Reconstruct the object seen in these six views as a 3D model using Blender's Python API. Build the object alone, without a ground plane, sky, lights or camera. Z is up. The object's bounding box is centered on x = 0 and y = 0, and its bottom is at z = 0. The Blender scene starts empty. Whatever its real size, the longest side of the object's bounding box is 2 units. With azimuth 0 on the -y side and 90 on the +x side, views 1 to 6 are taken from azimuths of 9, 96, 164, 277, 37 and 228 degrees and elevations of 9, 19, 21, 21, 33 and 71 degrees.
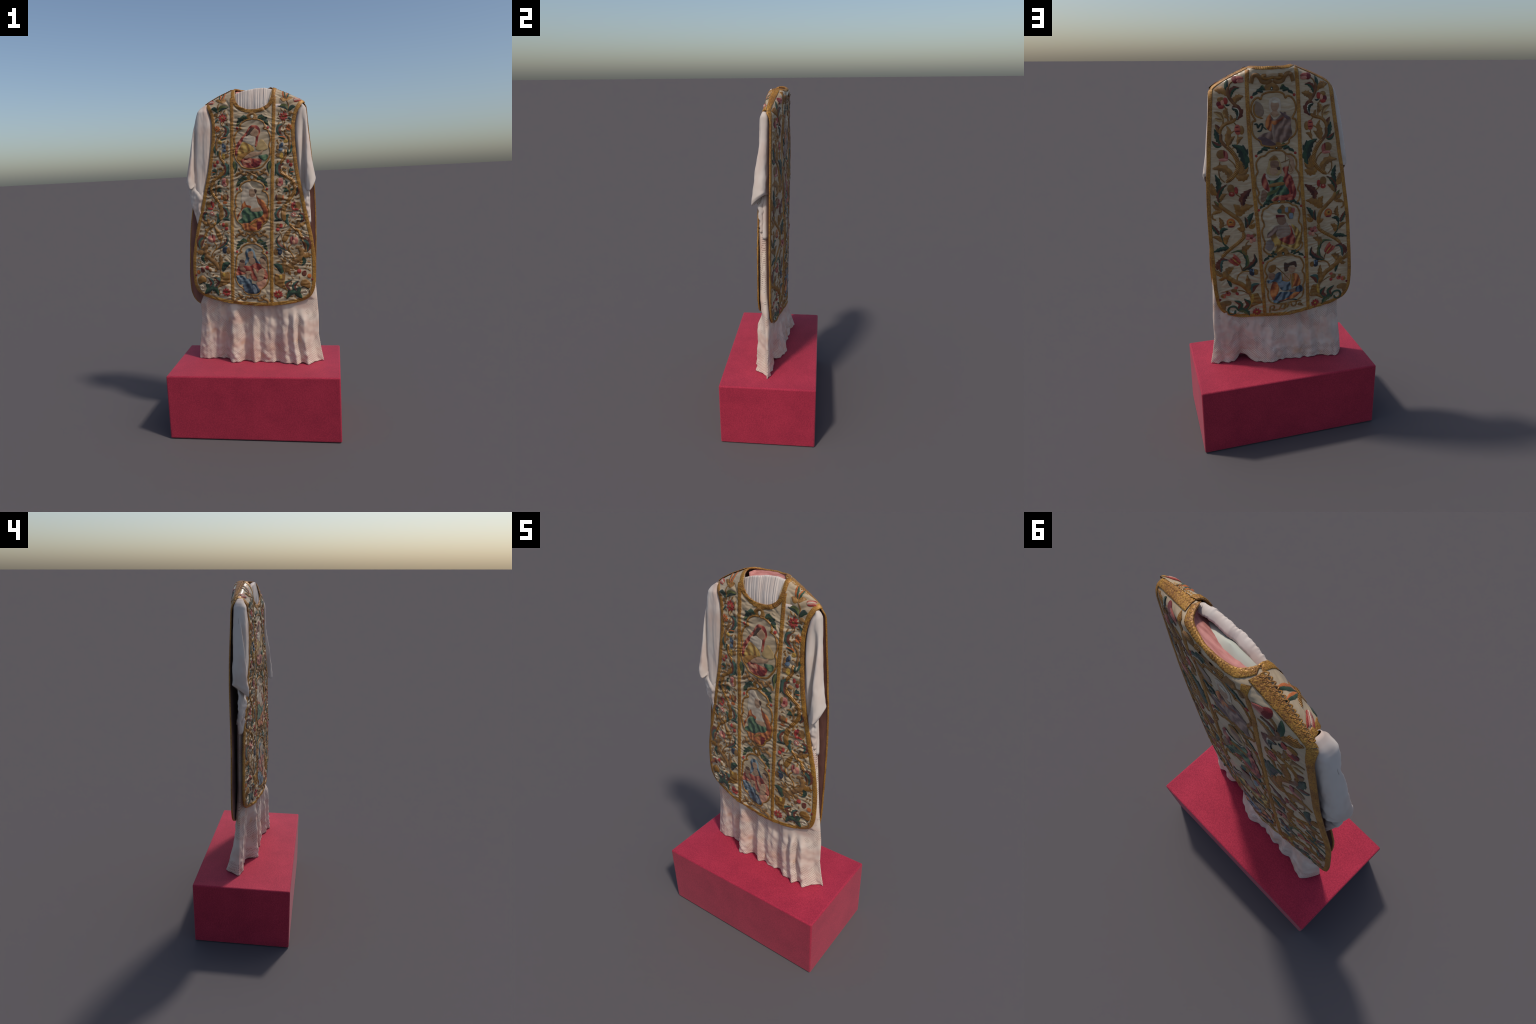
# A richly embroidered fiddleback chasuble worn over a white alb with a lace
# skirt, shown on a hidden dress form that stands on a red cloth plinth.
import bpy, bmesh, math, random
import numpy as np
from mathutils import Vector
from mathutils.geometry import delaunay_2d_cdt

random.seed(7)
PI = math.pi

# ------------------------------------------------------------------ garment frame
# The dressed form stands slightly turned and slightly leaning on its plinth.
# Garment coordinates: a = sideways, h = up, d = depth (front negative).
TURN, LEAN = math.radians(-5.0), math.radians(2.3)
AX = np.array([math.cos(TURN) * math.cos(LEAN), math.sin(TURN) * math.cos(LEAN), -math.sin(LEAN)])
HX = np.array([math.cos(TURN) * math.sin(LEAN), math.sin(TURN) * math.sin(LEAN), math.cos(LEAN)])
DX = np.array([-math.sin(TURN), math.cos(TURN), 0.0])
ORG = np.array([-0.041, 0.01, 0.0])


def world(a, h, d):
    a, h, d = np.asarray(a, float), np.asarray(h, float), np.asarray(d, float)
    return ORG + a[..., None] * AX + h[..., None] * HX + d[..., None] * DX


def smoothstep(x, lo, hi):
    t = np.clip((x - lo) / (hi - lo), 0, 1)
    return t * t * (3 - 2 * t)


def table(pairs):
    xs = np.array([p[0] for p in pairs]); ys = np.array([p[1] for p in pairs])
    return lambda x: np.interp(x, xs, ys)


# ------------------------------------------------------------------ smooth 2D noise
_rng = np.random.RandomState(11)
_PERM = _rng.permutation(256)
_GX = np.cos(_rng.rand(256) * 2 * PI); _GY = np.sqrt(1 - _GX ** 2) * np.where(_rng.rand(256) > .5, 1, -1)


def noise2(x, y):
    x = np.asarray(x, float); y = np.asarray(y, float)
    xi = np.floor(x).astype(int); yi = np.floor(y).astype(int)
    fx = x - xi; fy = y - yi
    u = fx * fx * fx * (fx * (fx * 6 - 15) + 10); v = fy * fy * fy * (fy * (fy * 6 - 15) + 10)

    def g(ix, iy, dx, dy):
        k = _PERM[(_PERM[ix & 255] + iy) & 255]
        return _GX[k] * dx + _GY[k] * dy
    n00 = g(xi, yi, fx, fy); n10 = g(xi + 1, yi, fx - 1, fy)
    n01 = g(xi, yi + 1, fx, fy - 1); n11 = g(xi + 1, yi + 1, fx - 1, fy - 1)
    return (n00 * (1 - u) + n10 * u) * (1 - v) + (n01 * (1 - u) + n11 * u) * v


# ------------------------------------------------------------------ the two panels
# centre line, half width, depth in the middle, depth at the edge, by height
CENTRE = {'F': table([(.75, .008), (1.3, .010), (1.85, .015), (2.0, .015)]),
          'B': table([(.7, -.0195), (1.0, -.015), (1.2, -.010), (1.4, -.001), (1.6, .004), (1.9, .006)])}
EDGE = {'F': [(.785, .310), (.800, .334), (.825, .355), (.865, .368), (.92, .372), (1.0, .371), (1.07, .365),
              (1.15, .353), (1.21, .340), (1.28, .322), (1.345, .307), (1.405, .294), (1.47, .279), (1.52, .268),
              (1.59, .256), (1.67, .246), (1.72, .241), (1.77, .239), (1.815, .243), (1.855, .253), (1.882, .270)],
        'B': [(.700, .300), (.716, .336), (.740, .361), (.770, .376), (.80, .384), (.87, .390), (.95, .390), (1.05, .388),
              (1.14, .386), (1.22, .382), (1.30, .376), (1.39, .367), (1.475, .358), (1.56, .346), (1.64, .337),
              (1.72, .326), (1.80, .316), (1.87, .307), (1.89, .303)]}
WIDTH = {k: table(v) for k, v in EDGE.items()}
MID_D = {'F': table([(.74, -.068), (1.07, -.063), (1.38, -.053), (1.6, -.049), (1.83, -.040), (1.95, -.03)]),
         'B': table([(.68, .052), (.9, .060), (1.2, .068), (1.6, .069), (1.85, .068), (1.93, .072), (2.0, .080)])}
EDGE_D = {'F': table([(.78, -.032), (1.1, -.032), (1.35, -.036), (1.6, -.040), (1.8, -.034), (1.9, -.028)]),
          'B': table([(.7, .038), (.8, .036), (1.1, .037), (1.6, .041), (1.9, .040)])}
RIDGE_H = table([(0, 2.006), (.09, 1.999), (.125, 1.988), (.20, 1.957), (.26, 1.928), (.285, 1.912), (.305, 1.890)])
RIDGE_R = {'F': table([(0, .075), (.29, .07)]), 'B': table([(0, .024), (.10, .028), (.30, .055)])}
RIDGE_L = {'F': .090, 'B': .055}
RIDGE_D = .018
WRINKLE = {'F': .0042, 'B': .0030}


MEDALLIONS = (1.672, 1.318, .953)


def wrinkle(side, U, v):
    ph = 0. if side == 'F' else 40.
    w1 = noise2(U * 9 + ph, v * 9)
    n = noise2(U * 11 + ph + w1, v * 38 + 2.2 * w1)
    n2 = noise2(U * 30 + 9 + ph, v * 75 + 4 + 2 * w1)
    n3 = noise2(U * 4 + 3 + ph, v * 5 + 8)
    amp = .75 + .9 * np.clip(noise2(U * 5 + 77 + ph, v * 4 + 5) + .2, -.4, 1)
    if side == 'B':
        amp = amp * (.5 + .8 * smoothstep(1.35 - v, -.2, .5))
    sag = 0.
    if side == 'B':   # the cloth sags in a soft roll under the collar
        sag = .006 * np.exp(-((v - 1.955 - .008 * np.cos(U * 55 + .5) + .004 * w1) / .008) ** 2) * smoothstep(.115 - np.abs(U), 0, .03)
    return sag + WRINKLE[side] * amp * (1.5 * (np.abs(n) * 2.2 - .45) + .7 * n2) + .003 * n3


def hang(side, U, v):
    """Uneven hang of the two panels: the body under them is not symmetric."""
    if side == 'F':
        return .016 * smoothstep(U, -.05, .2) * smoothstep(v, 1.42, 1.75) + .008 * np.exp(-((U + .05) / .07) ** 2) \
            - .008 * smoothstep(-U, .2, .33) * smoothstep(-v, -1.25, -1.0)
    low = smoothstep(-v, -1.6, -1.1)
    return low * (.015 * np.exp(-((U - .05 - .12 * (v - 1.0)) / .10) ** 2) - .018 * smoothstep(-U, .08, .30)) \
        + .009 * np.exp(-((U - .12) / .09) ** 2 - ((v - 1.85) / .06) ** 2) - .010 * np.exp(-((U + .03) / .09) ** 2 - ((v - 1.5) / .16) ** 2)


def surface(side, U, v, off=0., wr=1.0):
    """Point of a panel at sideways place U and height-along-cloth v."""
    U = np.asarray(U, float); v = np.asarray(v, float)
    u = np.abs(U)
    q = np.clip(u / WIDTH[side](v), 0, 1.15)
    dm, de = MID_D[side](v), EDGE_D[side](v)
    d0 = de + (dm - de) * (1 - q ** 2.4) + hang(side, U, v)
    hr, rr, L = RIDGE_H(u), RIDGE_R[side](u), RIDGE_L[side]
    v0 = hr - rr
    ang = np.clip((v - v0) / L, 0, 1.15) * PI / 2
    h = np.where(v > v0, v0 + rr * np.sin(ang), v)
    d = np.where(v > v0, RIDGE_D + (d0 - RIDGE_D) * np.cos(ang), d0)
    sgn = -1. if side == 'F' else 1.
    fade = wr * (1 - .7 * smoothstep(v, v0 + .3 * L, v0 + L))
    # braids stiffen the cloth along the edges and the two orphrey lines
    fade = fade * (1 - .8 * np.exp(-((u - .121) / .013) ** 2)) * (1 - .8 * smoothstep(q, .90, .96))
    if side == 'F':   # the silk inside the three medallions is drawn tighter
        for c in MEDALLIONS:
            fade = fade * (1 - .68 * np.clip(1.5 - 1.5 * np.sqrt((U / .105) ** 2 + ((v - c) / .155) ** 2) + .3, 0, 1))
    else:             # back hem drops towards one side
        h = h - .022 * U * smoothstep(-v, -1.3, -.8)
    lift = wrinkle(side, U, v) * fade + off
    # push out along the outward direction of the arched section
    d = d + sgn * lift * np.cos(ang)
    h = h + lift * np.sin(ang)
    return world(CENTRE[side](v) + U, h, d)


def v_of_h(side, u, h):
    hr, rr, L = RIDGE_H(u), RIDGE_R[side](u), RIDGE_L[side]
    v0 = hr - rr
    if h <= v0:
        return h
    return v0 + L * math.asin(min(1, (h - v0) / rr)) * 2 / PI


# ------------------------------------------------------------------ materials
def srgb(r, g, b):
    f = lambda c: c / 12.92 if c <= .04045 else ((c + .055) / 1.055) ** 2.4
    return (f(r / 255), f(g / 255), f(b / 255), 1)


def mixc(c, k):
    return (min(1, c[0] * k), min(1, c[1] * k), min(1, c[2] * k), 1)


class Mat:
    """Small helper to wire a Principled material on Object coordinates."""

    def __init__(self, name, rough=.6, sheen=0., metallic=0., spec=.3):
        self.m = bpy.data.materials.new(name); self.m.use_nodes = True
        self.nt = self.m.node_tree; self.n = self.nt.nodes; self.l = self.nt.links
        self.b = self.n['Principled BSDF']
        self.b.inputs['Roughness'].default_value = rough
        self.b.inputs['Sheen Weight'].default_value = sheen
        self.b.inputs['Metallic'].default_value = metallic
        self.b.inputs['Specular IOR Level'].default_value = spec
        self.co = self.n.new('ShaderNodeTexCoord').outputs['Object']

    def node(self, kind, **kw):
        nd = self.n.new(kind)
        for k, v in kw.items():
            if k in nd.inputs:
                nd.inputs[k].default_value = v
            else:
                setattr(nd, k, v)
        return nd

    def mapped(self, scale=(1, 1, 1), rot=(0, 0, 0)):
        mp = self.node('ShaderNodeMapping')
        mp.inputs['Scale'].default_value = scale; mp.inputs['Rotation'].default_value = rot
        self.l.new(self.co, mp.inputs['Vector']); return mp.outputs[0]

    def noise(self, scale, detail=2, vec=None, dist=0.):
        nd = self.node('ShaderNodeTexNoise', Scale=scale, Detail=detail, Distortion=dist)
        self.l.new(vec or self.co, nd.inputs['Vector']); return nd.outputs['Fac']

    def wave(self, scale, dist=0., vec=None, axis='Z', dscale=1., detail=2.):
        nd = self.node('ShaderNodeTexWave', Scale=scale, Distortion=dist, Detail=detail)
        nd.inputs['Detail Scale'].default_value = dscale
        nd.bands_direction = axis; self.l.new(vec or self.co, nd.inputs['Vector']); return nd.outputs['Fac']

    def voronoi(self, scale, feature='F1', vec=None):
        nd = self.node('ShaderNodeTexVoronoi', Scale=scale); nd.feature = feature
        self.l.new(vec or self.co, nd.inputs['Vector']); return nd.outputs['Distance']

    def ramp(self, fac, stops):
        r = self.node('ShaderNodeValToRGB'); e = r.color_ramp.elements
        while len(e) < len(stops):
            e.new(.5)
        for el, (p, c) in zip(e, stops):
            el.position = p; el.color = c
        self.l.new(fac, r.inputs[0]); return r.outputs[0]

    def mix(self, fac, a, b, mode='MIX'):
        nd = self.n.new('ShaderNodeMix'); nd.data_type = 'RGBA'; nd.blend_type = mode
        for s, v in ((0, fac), (6, a), (7, b)):
            if hasattr(v, 'is_linked'):
                self.l.new(v, nd.inputs[s])
            else:
                nd.inputs[s].default_value = v
        return nd.outputs[2]

    def math(self, op, a, b=0.):
        nd = self.n.new('ShaderNodeMath'); nd.operation = op
        for s, v in ((0, a), (1, b)):
            if hasattr(v, 'is_linked'):
                self.l.new(v, nd.inputs[s])
            else:
                nd.inputs[s].default_value = v
        return nd.outputs[0]

    def color(self, c):
        self.l.new(c, self.b.inputs['Base Color']); return self

    def bump(self, h, strength=.3, dist=.002):
        nd = self.node('ShaderNodeBump', Strength=strength, Distance=dist)
        self.l.new(h, nd.inputs['Height']); self.l.new(nd.outputs[0], self.b.inputs['Normal']); return self


THREAD = {  # embroidery silks: base colour, and a second tone worked into it
    'red': ((166, 56, 42), (118, 36, 30)), 'crimson': ((122, 32, 32), (84, 22, 26)),
    'rose': ((172, 92, 78), (134, 60, 56)), 'pink': ((196, 132, 112), (160, 86, 76)),
    'peach': ((206, 152, 120), (172, 110, 84)), 'coral': ((186, 92, 68), (146, 60, 48)),
    'orange': ((190, 104, 44), (146, 70, 34)), 'yellow': ((188, 148, 60), (150, 108, 44)),
    'blue': ((82, 98, 112), (52, 64, 80)), 'navy': ((46, 54, 66), (30, 36, 48)), 'steel': ((132, 140, 144), (92, 102, 110)),
    'green': ((54, 78, 54), (34, 54, 42)), 'dark': ((44, 58, 46), (28, 40, 36)), 'teal': ((68, 94, 80), (38, 60, 54)),
    'olive': ((102, 104, 54), (66, 74, 42)), 'russet': ((112, 56, 36), (76, 36, 28)), 'maroon': ((88, 42, 34), (60, 28, 26)),
    'tan': ((138, 98, 50), (102, 68, 34)), 'brown': ((126, 82, 44), (92, 58, 32)), 'straw': ((184, 154, 104), (150, 118, 70)),
    'cream': ((208, 196, 172), (184, 168, 142)), 'ivory': ((200, 182, 158), (170, 148, 126)),
    'skin': ((178, 142, 110), (144, 108, 82)), 'dusky_skin': ((142, 106, 82), (112, 80, 62)), 'umber': ((84, 58, 44), (56, 38, 30)),
    'ochre': ((166, 118, 52), (126, 84, 36)), 'mirror': ((146, 122, 100), (122, 98, 78)), 'column_grey': ((142, 126, 114), (106, 92, 84)),
    'lilac': ((160, 134, 114), (128, 104, 88)), 'plum': ((106, 80, 78), (80, 58, 58)),
}
DRAPE = {  # shaded-silk robes: light, middle and shadow threads
    'red_silk': ((190, 116, 88), (152, 56, 44), (98, 32, 30)), 'green_silk': ((112, 134, 96), (58, 86, 62), (28, 46, 38)),
    'orange_silk': ((202, 128, 70), (164, 86, 42), (112, 52, 30)), 'yellow_silk': ((206, 168, 92), (164, 122, 54), (112, 76, 34)),
    'blue_silk': ((132, 144, 146), (74, 92, 102), (38, 50, 62)), 'navy_silk': ((98, 108, 116), (54, 64, 76), (30, 36, 48)),
    'mauve': ((160, 130, 112), (124, 95, 82), (92, 69, 58)),
}
GOLD = {  # metal-thread work
    'gold': ((160, 110, 44), (108, 68, 28), 240), 'gold_leaf': ((152, 106, 46), (106, 68, 28), 170), 'rope': ((164, 114, 46), (100, 62, 26), 200),
}
_MATS = {}


def material(name):
    if name in _MATS:
        return _MATS[name]
    if name in THREAD:
        a, b = THREAD[name]
        m = Mat('silk_thread_' + name, rough=.55, sheen=.15)
        n = m.noise(38, 2); st = m.wave(150, 6, m.mapped((1, 1, .6), (0, .7, 0)), 'X')
        f = m.math('ADD', m.math('MULTIPLY', n, .75), m.math('MULTIPLY', st, .3))
        m.color(m.ramp(f, [(.3, srgb(*b)), (.66, srgb(*a))])).bump(st, .35, .001)
    elif name in DRAPE:
        a, b, c = DRAPE[name]
        m = Mat('shaded_' + name, rough=.5, sheen=.15)
        w = m.wave(9, 5, m.mapped((1, 1, .7), (0, .6, 0)), 'X', 2.2)
        n = m.noise(26, 2)
        f = m.math('ADD', m.math('MULTIPLY', w, .6), m.math('MULTIPLY', n, .45))
        m.color(m.ramp(f, [(.2, srgb(*c)), (.5, srgb(*b)), (.85, srgb(*a))])).bump(m.wave(140, 4, None, 'X'), .3, .001)
    elif name in GOLD:
        a, b, k = GOLD[name]
        m = Mat('metal_thread_' + name, rough=.42, metallic=.15, spec=.5)
        if name == 'rope':
            w = m.wave(46, 2, m.mapped((1, 1, 1), (0, .9, 0)), 'X')
        else:
            w = m.wave(90, 5, m.mapped((1, 1, 1), (0, .5, 0)), 'X')
        n = m.noise(55, 3)
        f = m.math('ADD', m.math('MULTIPLY', w, .4), m.math('MULTIPLY', n, .6))
        m.color(m.ramp(f, [(.3, srgb(*b)), (.62, srgb(*a)), (.9, srgb(190, 146, 70))])).bump(w, .5, .0015)
    _MATS[name] = m.m
    return m.m


def build_materials():
    # cream satin: dull ivory ground with faint weft lines
    m = Mat('cream_satin', rough=.32, sheen=.1, spec=.5)
    n = m.noise(7, 3); w = m.noise(60, 2, m.mapped((.35, 1, 4)))
    f = m.math('ADD', m.math('MULTIPLY', n, .6), m.math('MULTIPLY', w, .4))
    m.color(m.ramp(f, [(.3, srgb(156, 132, 102)), (.7, srgb(200, 177, 144))])).bump(w, .15, .001)
    _MATS['satin'] = m.m
    # gold galloon
    m = Mat('gold_galloon', rough=.45, metallic=.2, spec=.5)
    v = m.voronoi(300); n = m.noise(16, 3); w = m.noise(170, 2)
    f = m.math('ADD', m.math('MULTIPLY', v, .35), m.math('ADD', m.math('MULTIPLY', n, .45), m.math('MULTIPLY', w, .35)))
    m.color(m.ramp(f, [(.34, srgb(98, 60, 26)), (.5, srgb(140, 91, 37)), (.68, srgb(182, 132, 54))])).bump(m.math('ADD', v, w), .5, .0015)
    _MATS['galloon'] = m.m
    m = Mat('rose_lining', rough=.7, sheen=.1)
    m.color(m.ramp(m.noise(14, 3, m.mapped((3, 3, .6))), [(.3, srgb(122, 80, 68)), (.7, srgb(152, 102, 88))])).bump(m.noise(60), .2, .002)
    _MATS['lining'] = m.m
    m = Mat('neck_rose', rough=.6, sheen=.1)
    m.color(m.ramp(m.noise(22, 3, m.mapped((1, 4, 4))), [(.3, srgb(170, 104, 96)), (.7, srgb(204, 140, 130))])).bump(m.noise(50, 2, m.mapped((.5, 3, 3))), .5, .003)  # same lining in a lighter pink, lit neck opening painted into the colour
    _MATS['neck_rose'] = m.m
    m = Mat('white_linen', rough=.75, sheen=.15, spec=.2)
    n = m.noise(5, 3); w = m.noise(220, 1)
    tint = m.math('MINIMUM', m.math('MAXIMUM', m.math('MULTIPLY', m.math('SUBTRACT', m.noise(11, 4, m.mapped((1, 1, .5))), .46), 2.4), 0.), .6)
    base = m.ramp(n, [(.3, srgb(198, 184, 172)), (.7, srgb(222, 207, 195))])
    m.color(m.mix(tint, base, srgb(192, 158, 140))).bump(w, .12, .001)
    _MATS['linen'] = m.m
    m = Mat('dress_form_linen', rough=.8)
    m.color(m.ramp(m.noise(9, 3), [(.3, srgb(186, 188, 172)), (.7, srgb(208, 206, 190))]))
    _MATS['form'] = m.m
    # lace: netting with diamond holes, denser cloth patches, blush and ochre tints
    m = Mat('lace', rough=.85, sheen=.1, spec=.15)
    k = 2 * PI / .0095
    sep = m.node('ShaderNodeSeparateXYZ'); m.l.new(m.co, sep.inputs[0])
    x = m.math('ADD', sep.outputs['X'], m.math('MULTIPLY', m.noise(12, 2), .012)); z = sep.outputs['Z']
    s1 = m.math('SINE', m.math('MULTIPLY', m.math('ADD', x, m.math('MULTIPLY', z, .85)), k))
    s2 = m.math('SINE', m.math('MULTIPLY', m.math('SUBTRACT', x, m.math('MULTIPLY', z, .85)), k))
    hole = m.math('MULTIPLY', m.math('ADD', s1, 1.), m.math('ADD', s2, 1.))
    hole = m.math('GREATER_THAN', hole, 1.9)
    # netting shows in irregular fields and in a diamond border along the hem
    kb = 2 * PI / .085
    b1 = m.math('SINE', m.math('MULTIPLY', m.math('ADD', x, z), kb)); b2 = m.math('SINE', m.math('MULTIPLY', m.math('SUBTRACT', x, z), kb))
    border = m.math('MULTIPLY', m.math('LESS_THAN', m.math('MULTIPLY', b1, b2), .12), m.math('LESS_THAN', z, .46))
    field = m.math('GREATER_THAN', m.noise(5.5, 2), .50)
    net = m.math('MULTIPLY', hole, m.math('MAXIMUM', field, border))
    base = m.ramp(m.noise(6, 3), [(.3, srgb(196, 172, 156)), (.5, srgb(216, 196, 180)), (.72, srgb(226, 208, 186))])
    blush = m.math('MULTIPLY', m.math('SUBTRACT', m.noise(9, 3, m.mapped((1, 1, 1.3))), .42), 2.2)
    base = m.mix(m.math('MINIMUM', m.math('MAXIMUM', blush, 0.), .55), base, srgb(202, 154, 134))
    ochre = m.math('MULTIPLY', m.math('SUBTRACT', m.noise(7.3, 3, m.mapped((1, 3, 1.6))), .6), 3.)
    base = m.mix(m.math('MINIMUM', m.math('MAXIMUM', ochre, 0.), .5), base, srgb(206, 150, 98))
    speck = m.math('LESS_THAN', m.voronoi(70), .09)
    base = m.mix(m.math('MULTIPLY', speck, .5), base, srgb(120, 92, 84))
    m.color(m.mix(m.math('MULTIPLY', net, .7), base, srgb(122, 92, 84)))
    m.bump(m.math('SUBTRACT', 1., net), .5, .002)
    _MATS['lace'] = m.m
    # plinth cloth
    m = Mat('crimson_cloth', rough=.75, sheen=.12, spec=.25)
    n = m.noise(9, 4); w = m.noise(170, 3)
    f = m.math('ADD', m.math('MULTIPLY', n, .28), m.math('MULTIPLY', w, .72))
    m.color(m.ramp(f, [(.36, srgb(146, 30, 55)), (.5, srgb(164, 37, 61)), (.64, srgb(180, 45, 69))])).bump(w, .25, .001)
    _MATS['plinth'] = m.m


# ------------------------------------------------------------------ mesh helpers
def set_parent(ob, parent):
    ob.parent = parent
    ob.matrix_parent_inverse = parent.matrix_world.inverted()


def new_object(name, verts, faces, mats, parent, fmat=None, smooth=True, outward=None):
    me = bpy.data.meshes.new(name)
    me.from_pydata([tuple(v) for v in verts], [], faces)
    for m in mats:
        me.materials.append(_MATS[m] if m in _MATS else material(m))
    if fmat is not None:
        me.polygons.foreach_set('material_index', fmat)
    me.update()
    if outward is not None:
        s = sum((p.normal.dot(outward) * p.area for p in me.polygons))
        if s < 0:
            me.flip_normals()
    if smooth:
        me.polygons.foreach_set('use_smooth', [True] * len(me.polygons))
    ob = bpy.data.objects.new(name, me)
    bpy.context.scene.collection.objects.link(ob)
    if parent is not None:
        set_parent(ob, parent)
    return ob


def empty(name, loc, parent=None):
    ob = bpy.data.objects.new(name, None); ob.location = loc; ob.empty_display_size = .1
    bpy.context.scene.collection.objects.link(ob)
    bpy.context.view_layer.update()
    if parent is not None:
        set_parent(ob, parent)
    return ob


def grid_faces(nr, nc, closed=False, base=0):
    f = []
    for i in range(nr - 1):
        for j in range(nc if closed else nc - 1):
            k = (j + 1) % nc
            f.append((base + i * nc + j, base + i * nc + k, base + (i + 1) * nc + k, base + (i + 1) * nc + j))
    return f


def spline(pts, n, closed=False):
    """Centripetal-ish Catmull-Rom through points, n samples equally spaced along it."""
    P = np.array(pts, float)
    if closed:
        Q = np.vstack([P[-1], P, P[0], P[1]])
    else:
        Q = np.vstack([2 * P[0] - P[1], P, 2 * P[-1] - P[-2]])
    out = []
    for i in range(1, len(Q) - 2):
        p0, p1, p2, p3 = Q[i - 1], Q[i], Q[i + 1], Q[i + 2]
        t = np.linspace(0, 1, 14, endpoint=False)[:, None]
        m1 = (p2 - p0) * .5; m2 = (p3 - p1) * .5
        out.append((2 * t ** 3 - 3 * t ** 2 + 1) * p1 + (t ** 3 - 2 * t ** 2 + t) * m1 + (-2 * t ** 3 + 3 * t ** 2) * p2 + (t ** 3 - t ** 2) * m2)
    out.append(Q[-2][None, :])
    C = np.vstack(out)
    s = np.concatenate([[0], np.cumsum(np.linalg.norm(np.diff(C, axis=0), axis=1))])
    q = np.linspace(0, s[-1], n, endpoint=not closed)
    return np.stack([np.interp(q, s, C[:, k]) for k in range(C.shape[1])], 1)


def polyline(pts, n):
    P = np.array(pts, float)
    s = np.concatenate([[0], np.cumsum(np.linalg.norm(np.diff(P, axis=0), axis=1))])
    q = np.linspace(0, s[-1], n)
    return np.stack([np.interp(q, s, P[:, k]) for k in range(P.shape[1])], 1)


def tangent(P):
    T = np.gradient(P, axis=0)
    return T / np.maximum(np.linalg.norm(T, axis=1), 1e-9)[:, None]


def ridge_v(side, u):
    return float(RIDGE_H(u) - RIDGE_R[side](u) + RIDGE_L[side])


OUT = {'F': Vector(tuple(-DX)), 'B': Vector(tuple(DX))}

# ------------------------------------------------------------------ top-level things
build_materials()
plinth = None
vestment = empty('church_vestment', (0.0, 0.02, .382))
vestment['label'] = 'white embroidered priest chasuble with gold braid over a lace alb'
vestment['category'] = 'vestment'


def build_plinth():
    bm = bmesh.new()
    bmesh.ops.create_cube(bm, size=1.0)
    for v in bm.verts:
        v.co = Vector((v.co.x * .998, v.co.y * .555, (v.co.z + .5) * .3835))
    bmesh.ops.bevel(bm, geom=list(bm.edges), offset=.009, segments=4, profile=.5, affect='EDGES')
    me = bpy.data.meshes.new('display_plinth'); bm.to_mesh(me); bm.free()
    me.materials.append(_MATS['plinth'])
    for p in me.polygons:
        p.use_smooth = p.area < .02
    ob = bpy.data.objects.new('display_plinth', me)
    bpy.context.scene.collection.objects.link(ob)
    ob['label'] = 'plain rectangular display plinth covered in crimson red cloth'
    ob['category'] = 'plinth'
    return ob


plinth = build_plinth()

# ------------------------------------------------------------------ chasuble panels
BOTTOM = {'F': [(0, .743), (.07, .745), (.14, .750), (.20, .758), (.25, .767), (.285, .776), (.310, .785)],
          'B': [(0, .675), (.10, .678), (.18, .683), (.24, .688), (.275, .693), (.300, .700)]}
TIP = {'F': .290, 'B': .300}


def top_curve(side):
    if side == 'F':
        neck = [(0, 1.874), (.03, 1.876), (.055, 1.883), (.08, 1.897), (.097, 1.918), (.106, 1.945), (.109, 1.970)]
        pts = [(u, v_of_h('F', u, h)) for u, h in neck]
    else:
        pts = [(0, 1.997), (.04, 1.998), (.075, 2.003), (.095, 2.013), (.106, 2.022)]
    pts += [(u, ridge_v(side, u)) for u in (.111, .15, .2, .245, .27, TIP[side])]
    return pts


def edge_curve(side):
    e = [(w, v) for v, w in EDGE[side]]
    tip = (TIP[side], ridge_v(side, TIP[side]))
    a = e[-1]
    e.append(((a[0] * .4 + tip[0] * .6), a[1] * .5 + tip[1] * .5)); e.append(tip)
    return e


def coons(side, ns, nt):
    T = polyline(top_curve(side), ns); B = polyline(BOTTOM[side], ns)
    E = polyline(edge_curve(side), nt)
    C = np.stack([np.zeros(nt), np.linspace(B[0, 1], T[0, 1], nt)], 1)
    s = np.linspace(0, 1, ns)[None, :, None]; t = np.linspace(0, 1, nt)[:, None, None]
    P = (1 - t) * B[None] + t * T[None] + (1 - s) * C[:, None] + s * E[:, None]
    P -= (1 - s) * (1 - t) * B[0] + s * (1 - t) * B[-1] + (1 - s) * t * T[0] + s * t * T[-1]
    return P  # nt x ns x (u,v)


PANEL = {}
for side, nm in (('F', 'chasuble_front'), ('B', 'chasuble_back')):
    nt, ns = 400, 128
    H = coons(side, ns, nt)
    G = np.concatenate([H[:, :0:-1] * np.array([-1, 1]), H], axis=1)
    X = surface(side, G[..., 0], G[..., 1])
    PANEL[side] = new_object(nm, X.reshape(-1, 3), grid_faces(nt, 2 * ns - 1), ['satin'], vestment, outward=OUT[side])
    # lining a few millimetres behind the satin
    H = coons(side, 30, 90)
    G = np.concatenate([H[:, :0:-1] * np.array([-1, 1]), H], axis=1)
    X = surface(side, G[..., 0], G[..., 1], -.0045, .8)
    new_object('lining', X.reshape(-1, 3), grid_faces(90, 59), ['lining'], PANEL[side], outward=-OUT[side])


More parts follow.
